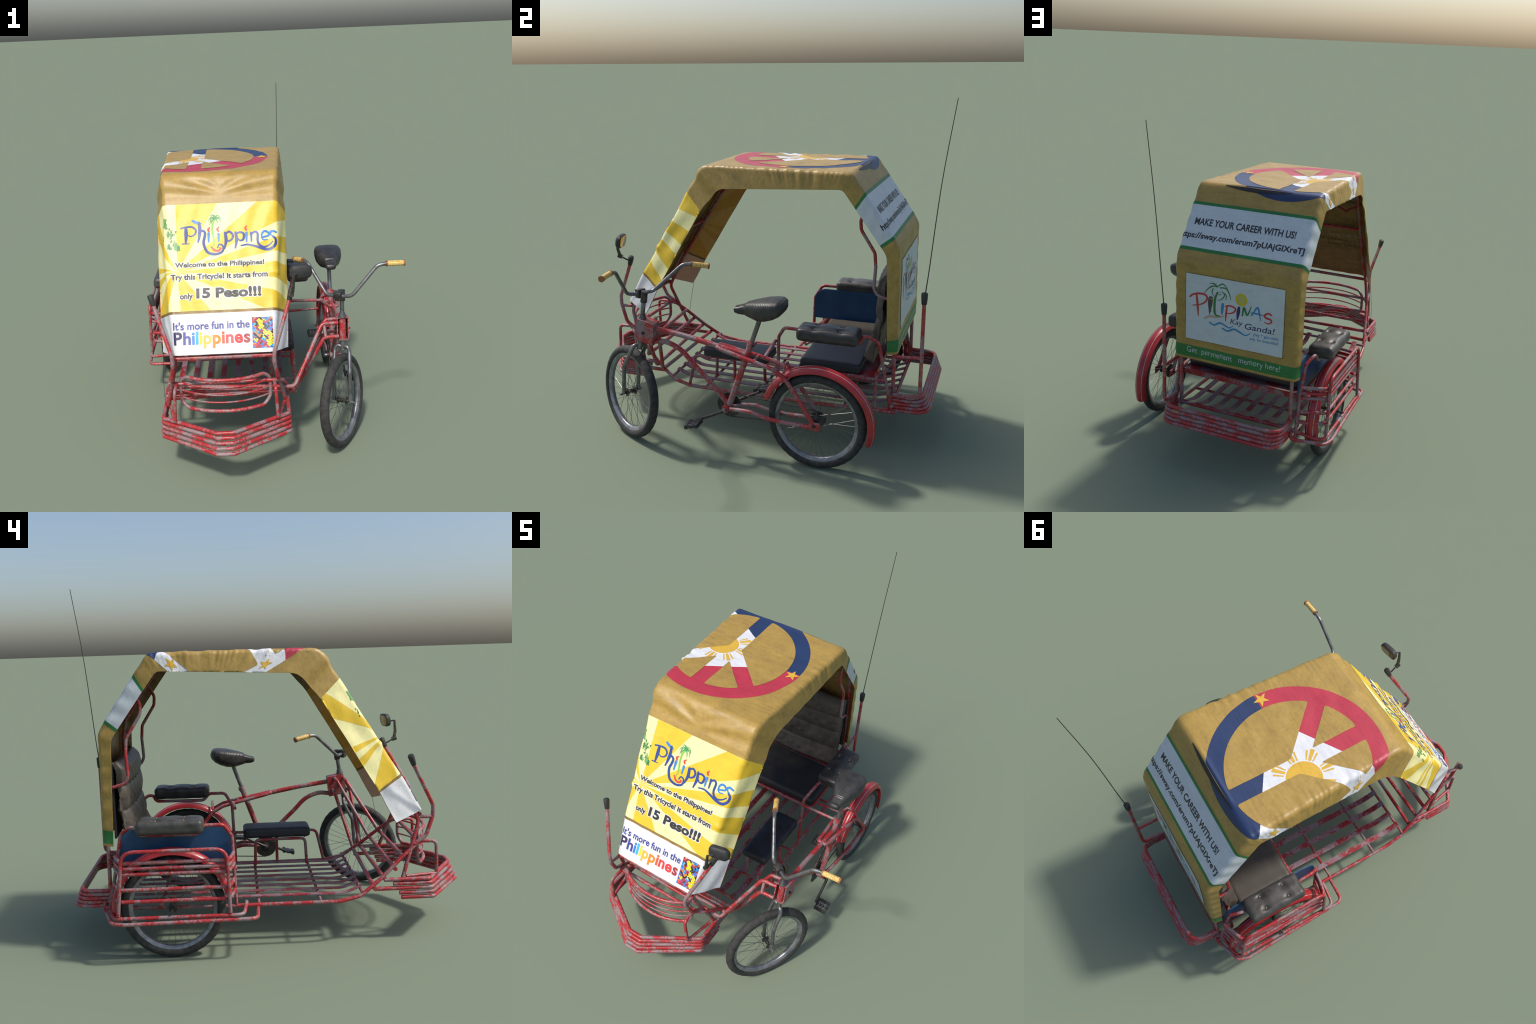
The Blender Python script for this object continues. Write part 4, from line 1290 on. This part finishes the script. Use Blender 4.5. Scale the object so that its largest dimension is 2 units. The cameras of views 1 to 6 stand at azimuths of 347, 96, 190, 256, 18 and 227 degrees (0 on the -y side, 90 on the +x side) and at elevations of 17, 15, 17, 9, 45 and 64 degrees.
PALM_LEAVES =  [[(-0.027, 2.066), (-0.045, 2.055), (-0.064, 2.077)], [(-0.027, 2.066), (-0.048, 2.066), (-0.055, 2.099)], [(-0.027, 2.066), (-0.039, 2.044), (-0.053, 2.049)], [(-0.025, 2.066), (-0.027, 2.049), (-0.034, 2.044)], [(-0.025, 2.066), (-0.018, 2.049), (-0.006, 2.049)], [(-0.025, 2.066), (-0.004, 2.055), (0.004, 2.072)], [(-0.025, 2.066), (-0.004, 2.066), (0.003, 2.094)], [(-0.025, 2.066), (-0.017, 2.077), (-0.01, 2.099)], [(-0.027, 2.066), (-0.045, 2.077), (-0.048, 2.094)]]
for mname in ("logo_blue", "logo_sky", "logo_red", "logo_lime"):
    fs, halo = [], []
    for mt, w, pts in FRONT_LOGO:
        if mt == mname:
            fs += stroke(pts, w * 2.0, (0.8, 0.45))
    lay("logo_lettering", fs, mname, 0.0022 if mname != "logo_lime" else 0.0024, grid=0.02)
lay("palm_print", sum([stroke(p, 0.0052, (0.9, 0.2)) for p in PALM_LEAVES], []), "leaf", 0.0026, grid=0.02)
SUNC = (-0.181, 2.083)
lay("sun_print", [circle((SUNC[0], SUNC[1]), 0.008, 20)] + sum([stroke([(SUNC[0] + 0.013 * math.sin(a), SUNC[1] - 0.013 * math.cos(a)), (SUNC[0] + 0.027 * math.sin(a), SUNC[1] - 0.027 * math.cos(a))], 0.0028) for a in np.linspace(-1.6, 1.6, 9)], []), "amber", 0.0018, grid=0.02)
# island map in greens near the left edge
isl = np.random.default_rng(5)
blobs = {"map_green": [], "map_light": []}
for (c0, c1, cnt, spread, size) in (((-0.292, 2.060), (-0.294, 2.100), 9, 0.008, 0.010), ((-0.275, 2.105), (-0.245, 2.150), 16, 0.014, 0.0050), ((-0.272, 2.150), (-0.243, 2.185), 13, 0.013, 0.0050),
                                    ((-0.236, 2.190), (-0.222, 2.222), 9, 0.008, 0.010), ((-0.275, 2.200), (-0.255, 2.215), 8, 0.010, 0.0048), ((-0.300, 2.120), (-0.31, 2.190), 6, 0.004, 0.003)):
    for k in range(cnt):
        t = isl.random()
        c = (c0[0] + (c1[0] - c0[0]) * t + isl.normal() * spread * 0.6, c0[1] + (c1[1] - c0[1]) * t + isl.normal() * spread * 0.6)
        rr = size * 1.45 * (0.5 + isl.random() * 0.8)
        ph = isl.random(3) * 6.28
        pts = []
        for q in range(16):
            a = 2 * math.pi * q / 16
            r = rr * (0.75 + 0.22 * math.sin(3 * a + ph[0]) + 0.16 * math.sin(5 * a + ph[1]))
            pts.append((c[0] + r * math.cos(a) * 0.8, c[1] + r * math.sin(a) * 1.15))
        blobs["map_green" if isl.random() < 0.6 else "map_light"].append(pts)
for k_, (mn, fs) in enumerate(blobs.items()):
    lay("island_print", fs, mn, 0.0018 + 0.0003 * k_, grid=0.02)

def haloed(body, u0, u1, s0, s1, bold, lift=0.0021, glow=0.10, **k):
    letters(body, u0, u1, s0, s1, "white", lift - 0.0005, bold=glow, name="lettering_halo", ref=body, **k)
    letters(body, u0, u1, s0, s1, "ink", lift, bold=bold, ref=body, **k)
haloed("Welcome to the Philippines!", -0.236, 0.216, 2.3175, 2.2935, 0.038)
haloed("Try this Tricycle! it starts from", -0.259, 0.231, 2.3825, 2.355, 0.036)
haloed("only", -0.214, -0.152, 2.482, 2.454, 0.036)
haloed("15 Peso!!!", -0.129, 0.192, 2.479, 2.432, 0.045)

# ---------------- front: white sheet with slogan
letters("It's more fun in the", -0.251, 0.129, 2.639, 2.602, "indigo", bold=0.022)
cols = ["dark_violet", "indigo", "mid_blue", "sky_blue", "lemon", "amber", "orange", "vermilion", "coral", "coral", "crimson"]
wid = []
for ch in "Philippines":
    b = text_bm(ch, 0.03); xs_ = [v.co.x for v in b.verts]; wid.append((min(xs_), max(xs_))); b.free()
gap = 0.055
tot = sum(b - a for a, b in wid) + gap * 10
x = 0.0
for ch, (a, b), c in zip("Philippines", wid, cols):
    k = (0.131 + 0.251) / tot
    bm = text_bm(ch, 0.03)
    for v in bm.verts:
        v.co = (-0.251 + (x + v.co.x - a) * k, 2.712 - v.co.y / 0.72 * 0.063, 0)
    lay_bm("slogan_letter", bm, c, 0.0016, None, 0.012)
    x += b - a + gap
# woven picture square
W0, W1, T0, T1 = 0.142, 0.245, 2.590, 2.744
lay("woven_print", [rect(W0, W1, T0, T1)], "logo_blue", 0.0012)
wv = np.random.default_rng(11)
cells = {k: [] for k in ("coral", "orange", "sky_blue", "mid_blue", "lemon", "black_print", "crimson")}
keys = ["coral", "coral", "orange", "sky_blue", "mid_blue", "mid_blue", "black_print", "crimson", "coral", "orange"]
st = 0.0098
for i in range(-14, 30):
    for j in range(-14, 30):
        a, b = i * st, j * st
        cu, cs = W0 + (a + b) * 0.7071, T0 + (a - b) * 0.7071 + 0.06
        L = st * (1.0 + wv.random() * 2.2)
        d1, d2 = ((0.7071, 0.7071), (0.7071, -0.7071)) if wv.random() < 0.5 else ((0.7071, -0.7071), (0.7071, 0.7071))
        h = st * 0.40
        q = [(cu + d1[0] * p * L / 2 + d2[0] * r * h, cs + d1[1] * p * L / 2 + d2[1] * r * h) for p, r in ((-1, -1), (1, -1), (1, 1), (-1, 1))]
        q = clip_rect(q, W0, W1, T0, T1)
        t = ((cu - W0) / (W1 - W0), (cs - T0) / (T1 - T0))
        yel = min(math.hypot((t[0] - x_) * 1.0, (t[1] - y_) * 1.5) / r_ for x_, y_, r_ in ((0.45, 0.12, 0.14), (0.42, 0.28, 0.13), (0.58, 0.42, 0.10), (0.78, 0.52, 0.12), (0.58, 0.62, 0.11), (0.88, 0.70, 0.13), (0.82, 0.84, 0.15), (0.15, 0.72, 0.06)))
        key = "lemon" if yel < 1 else keys[wv.integers(len(keys))]
        if len(q) > 2:
            cells[key].append(q)
for n_, (k_, fs) in enumerate(cells.items()):
    if fs:
        lay("woven_print", fs, k_, 0.0014 + 0.00012 * n_, grid=0.03)

# ---------------- roof: round peace sign in flag colours
PC, PR, PI, HW = (-0.143, 1.347), 0.413, 0.333, 0.0405
disc_ = circle(PC, PR, 160)
disc_ = clip(disc_, -1, 0, 0.56)
apex, slope = -0.003 - CX, 0.637
def below(u):
    return slope * (apex - u)
# line s - PC.s = +-(apex-u)*slope bounds the white triangle; blue towards the rear (small s), red towards the front
white_p = clip(clip(disc_, slope, 1, PC[1] + slope * apex), slope, -1, -PC[1] + slope * apex)
red_side = clip(disc_, 0, -1, -PC[1])
blue_side = clip(disc_, 0, 1, PC[1])
lay("peace_sign", [red_side], "red_print", 0.0006)
lay("peace_sign", [blue_side], "blue_print", 0.0006)
lay("peace_sign", [white_p], "white", 0.0011)
sun_c = (PC[0] - 0.071, PC[1] - 0.010)
lay("sun_print", [circle(sun_c, 0.083, 48)], "sun_print", 0.0016)
rp = []
for k in range(8):
    a = 2 * math.pi * k / 8
    for off, w, r1 in ((0, 0.017, 0.150), (-0.17, 0.008, 0.138), (0.17, 0.008, 0.138)):
        d = (math.cos(a + off * 0.0), math.sin(a + off * 0.0)); nn = (-d[1], d[0])
        sh = off / 0.17 * 0.0175
        r0 = 0.089
        rp.append([(sun_c[0] + d[0] * r + nn[0] * (sh * (r / 0.1) + e * w / 2 * (r / 0.12)), sun_c[1] + d[1] * r + nn[1] * (sh * (r / 0.1) + e * w / 2 * (r / 0.12))) for r, e in ((r0, -1), (r1, -1), (r1, 1), (r0, 1))])
lay("sun_print", rp, "sun_print", 0.0016)
inner = circle(PC, PI, 160)
def half(p, n, c):
    return clip(p, n[0], n[1], c)
q = math.sqrt(0.5)
def off(n, d):
    return n[0] * PC[0] + n[1] * PC[1] - d
# windows between stem and arms: the stem lies along s, arms run forward (+s) at 45 degrees
wins = []
for sg in (1, -1):
    n1 = (-sg, 0)                      # beside the stem
    n2 = (-sg * q, q)                  # behind the arm
    wins.append(half(half(inner, n1, off(n1, HW)), n2, off(n2, HW)))
    n3 = (sg * q, -q)                  # in front of the arm
    wins.append(half(half(inner, n1, off(n1, HW)), n3, off(n3, HW)))
for w_ in wins:
    w_ = [p for i, p in enumerate(w_) if math.dist(p, w_[i - 1]) > 1e-5]
    lay("canvas_patch", [round_corners(w_, 0.011)], "tan", 0.0021)
lay("star_print", [star((0.235, 1.367), 0.040, rot=1.25)], "sun_print", 0.0020)
lay("star_print", [star((-0.405, 1.590), 0.036, rot=2.9)], "sun_print", 0.0026)
lay("star_print", [star((-0.402, 1.088), 0.036, rot=3.5)], "sun_print", 0.0026)
# torn seam along the rear edge of the roof: a raised lip with a dark strip
lens = [(u, 0.987) for u in np.linspace(0.212, -0.196, 20)] + [(u, 0.987 - 0.026 * math.sin(math.pi * (0.212 - u) / 0.408) ** 0.9) for u in np.linspace(-0.196, 0.212, 20)]
lay("torn_seam", [lens[1:-1]], "slit", 0.0016)
lens2 = [(u, 0.990) for u in np.linspace(0.10, -0.15, 14)] + [(u, 0.990 - 0.0055 * math.sin(math.pi * (0.10 - u) / 0.25)) for u in np.linspace(-0.15, 0.10, 14)]
lay("torn_seam", [lens2[1:-1]], "peach", 0.0026)

# ---------------- back
band("green_stripe", 0.857, 0.874, "green")
band("banner", 0.620, 0.857, "back_white")
band("green_stripe", 0.602, 0.620, "green")
letters("MAKE YOUR CAREER WITH US!", 0.300, -0.268, 0.746, 0.783, "ink", bold=0.022)
letters("https://sway.com/erum7pUAjGIXreTJ", 0.372, -0.333, 0.672, 0.703, "ink", bold=0.024)
band("green_stripe", 0.014, 0.079, "green")
letters("Get  permenant   memory here!", 0.274, -0.268, 0.040, 0.072, "back_white", wobble=0.10, bold=-0.004)
lay("sign_frame", [rect(-0.279, 0.286, 0.114, 0.482)], "seam", 0.0012)
lay("sign_board", [rect(-0.275, 0.282, 0.118, 0.478)], "back_white", 0.0022)
BACK_LOGO = [
    ("red", 0.0089, [(0.258, 0.352), (0.238, 0.368), (0.202, 0.378), (0.17, 0.376), (0.157, 0.361), (0.17, 0.336), (0.202, 0.317), (0.242, 0.307)]),
    ("red", 0.0107, [(0.22, 0.373), (0.213, 0.311), (0.208, 0.255)]),
    ("mask", 0.0223, [(0.136, 0.361), (0.139, 0.338), (0.141, 0.274)]),
    ("green", 0.0107, [(0.099, 0.4), (0.112, 0.361), (0.113, 0.304), (0.106, 0.279), (0.083, 0.275)]),
    ("green", 0.0054, [(0.099, 0.43), (0.122, 0.432), (0.148, 0.417), (0.175, 0.386)]),
    ("green", 0.0054, [(0.099, 0.43), (0.117, 0.444), (0.142, 0.443)]),
    ("green", 0.0045, [(0.124, 0.419), (0.13, 0.396), (0.116, 0.375)]),
    ("green", 0.0054, [(0.097, 0.435), (0.068, 0.451), (0.041, 0.432)]),
    ("green", 0.0058, [(0.084, 0.429), (0.05, 0.43), (0.031, 0.406), (0.021, 0.375)]),
    ("green", 0.0045, [(0.072, 0.411), (0.058, 0.392), (0.076, 0.367), (0.098, 0.36)]),
    ("green", 0.0045, [(0.058, 0.405), (0.047, 0.39), (0.049, 0.371)]),
    ("green", 0.0031, [(0.092, 0.395), (0.083, 0.39), (0.075, 0.398)]),
    ("sky", 0.0134, [(0.066, 0.345), (0.068, 0.321), (0.07, 0.289)]),
    ("red", 0.0076, [(0.05, 0.335), (0.03, 0.342), (0.002, 0.338), (-0.007, 0.327), (0.006, 0.309), (0.029, 0.3), (0.05, 0.298)]),
    ("red", 0.0085, [(0.041, 0.337), (0.046, 0.295), (0.048, 0.255)]),
    ("navy", 0.0152, [(-0.026, 0.341), (-0.022, 0.312), (-0.018, 0.277)]),
    ("green", 0.0085, [(-0.046, 0.302), (-0.054, 0.346), (-0.073, 0.309), (-0.094, 0.358)]),
    ("sky", 0.0076, [(-0.098, 0.312), (-0.128, 0.36), (-0.141, 0.326), (-0.149, 0.294)]),
    ("sky", 0.0067, [(-0.095, 0.326), (-0.129, 0.327), (-0.164, 0.324)]),
    ("red", 0.0085, [(-0.208, 0.334), (-0.19, 0.34), (-0.17, 0.327), (-0.178, 0.315), (-0.203, 0.31), (-0.208, 0.298), (-0.19, 0.286), (-0.17, 0.291)]),
    ("sky", 0.0076, [(0.141, 0.231), (0.114, 0.221), (0.082, 0.238), (0.054, 0.231), (0.027, 0.221), (0.006, 0.235)]),
    ("sky", 0.0080, [(0.065, 0.211), (0.035, 0.202), (-0.001, 0.219), (-0.038, 0.208), (-0.068, 0.199), (-0.095, 0.215)]),
    ("sand", 0.0098, [(0.171, 0.248), (0.137, 0.265), (0.101, 0.266), (0.056, 0.281)]),
]
for mname in ("sand", "red", "mask", "green", "sky", "navy"):
    fs = []
    for mt, w, pts in BACK_LOGO:
        if mt == mname:
            fs += stroke(pts, w * 1.25, (0.75, 0.4) if mt != "mask" else (1.0, 0.1))
    lay("logo_lettering", fs, mname, 0.0030 if mname != "sand" else 0.0027, grid=0.03)
lay("mask_pattern", sum([stroke([(0.131, 0.355 - k * 0.015), (0.144, 0.350 - k * 0.015)], 0.005) for k in range(5)], []), "navy", 0.0034, grid=0.03)
lay("mask_pattern", sum([stroke([(0.127, 0.358), (0.138, 0.362)], 0.005)], []), "sun_ring", 0.0036, grid=0.03)
lay("palm_face", [circle(c, 0.0022, 10) for c in ((0.091, 0.403), (0.081, 0.405))], "green", 0.0031, grid=0.03)
lay("sun_print", [circle((-0.038, 0.385), 0.033, 40, 0.034)], "sun_ring", 0.0027, grid=0.03)
lay("sun_print", [circle((-0.038, 0.385), 0.021, 32, 0.023)], "pale_sun", 0.0031, grid=0.03)
letters("Kay", 0.022, -0.050, 0.246, 0.274, "navy", 0.0030, bold=0.0, shear=0.2)
letters("Ganda!", -0.062, -0.228, 0.234, 0.266, "navy", 0.0030, bold=0.004, shear=0.15)
letters("(hly * gan-dah)", -0.113, -0.250, 0.206, 0.220, "sky", 0.0030, bold=0.01)
letters("adj. So beautiful!", -0.093, -0.250, 0.181, 0.195, "sky", 0.0030, bold=0.01)

# ---------------- scribbles on the inner side of the front sheet
hc = (-0.165, 2.075)
heart = []
for k in range(40):
    t = 2 * math.pi * k / 40
    heart.append((hc[0] + 0.0078 * 16 * math.sin(t) ** 3, hc[1] - 0.0052 * (13 * math.cos(t) - 5 * math.cos(2 * t) - 2 * math.cos(3 * t) - math.cos(4 * t))))
lay("heart_scribble", stroke(heart + [heart[0]], 0.014, (1, 1), 3), "inside_red", -0.0046, grid=0.03, side=-1)
letters("CO & JEI FOREVER", -0.06, -0.275, 2.085, 2.058, "marker", -0.0046, side=-1, wobble=0.1)
letters("Sergi likes Girls", -0.02, -0.265, 2.395, 2.365, "chalk", -0.0046, side=-1, wobble=0.1)
letters("Except Taxi drivers", 0.00, -0.280, 2.490, 2.462, "marker", -0.0046, side=-1, wobble=0.1)
letters("this country!", 0.08, -0.150, 2.440, 2.420, "marker", -0.0046, side=-1, wobble=0.1)
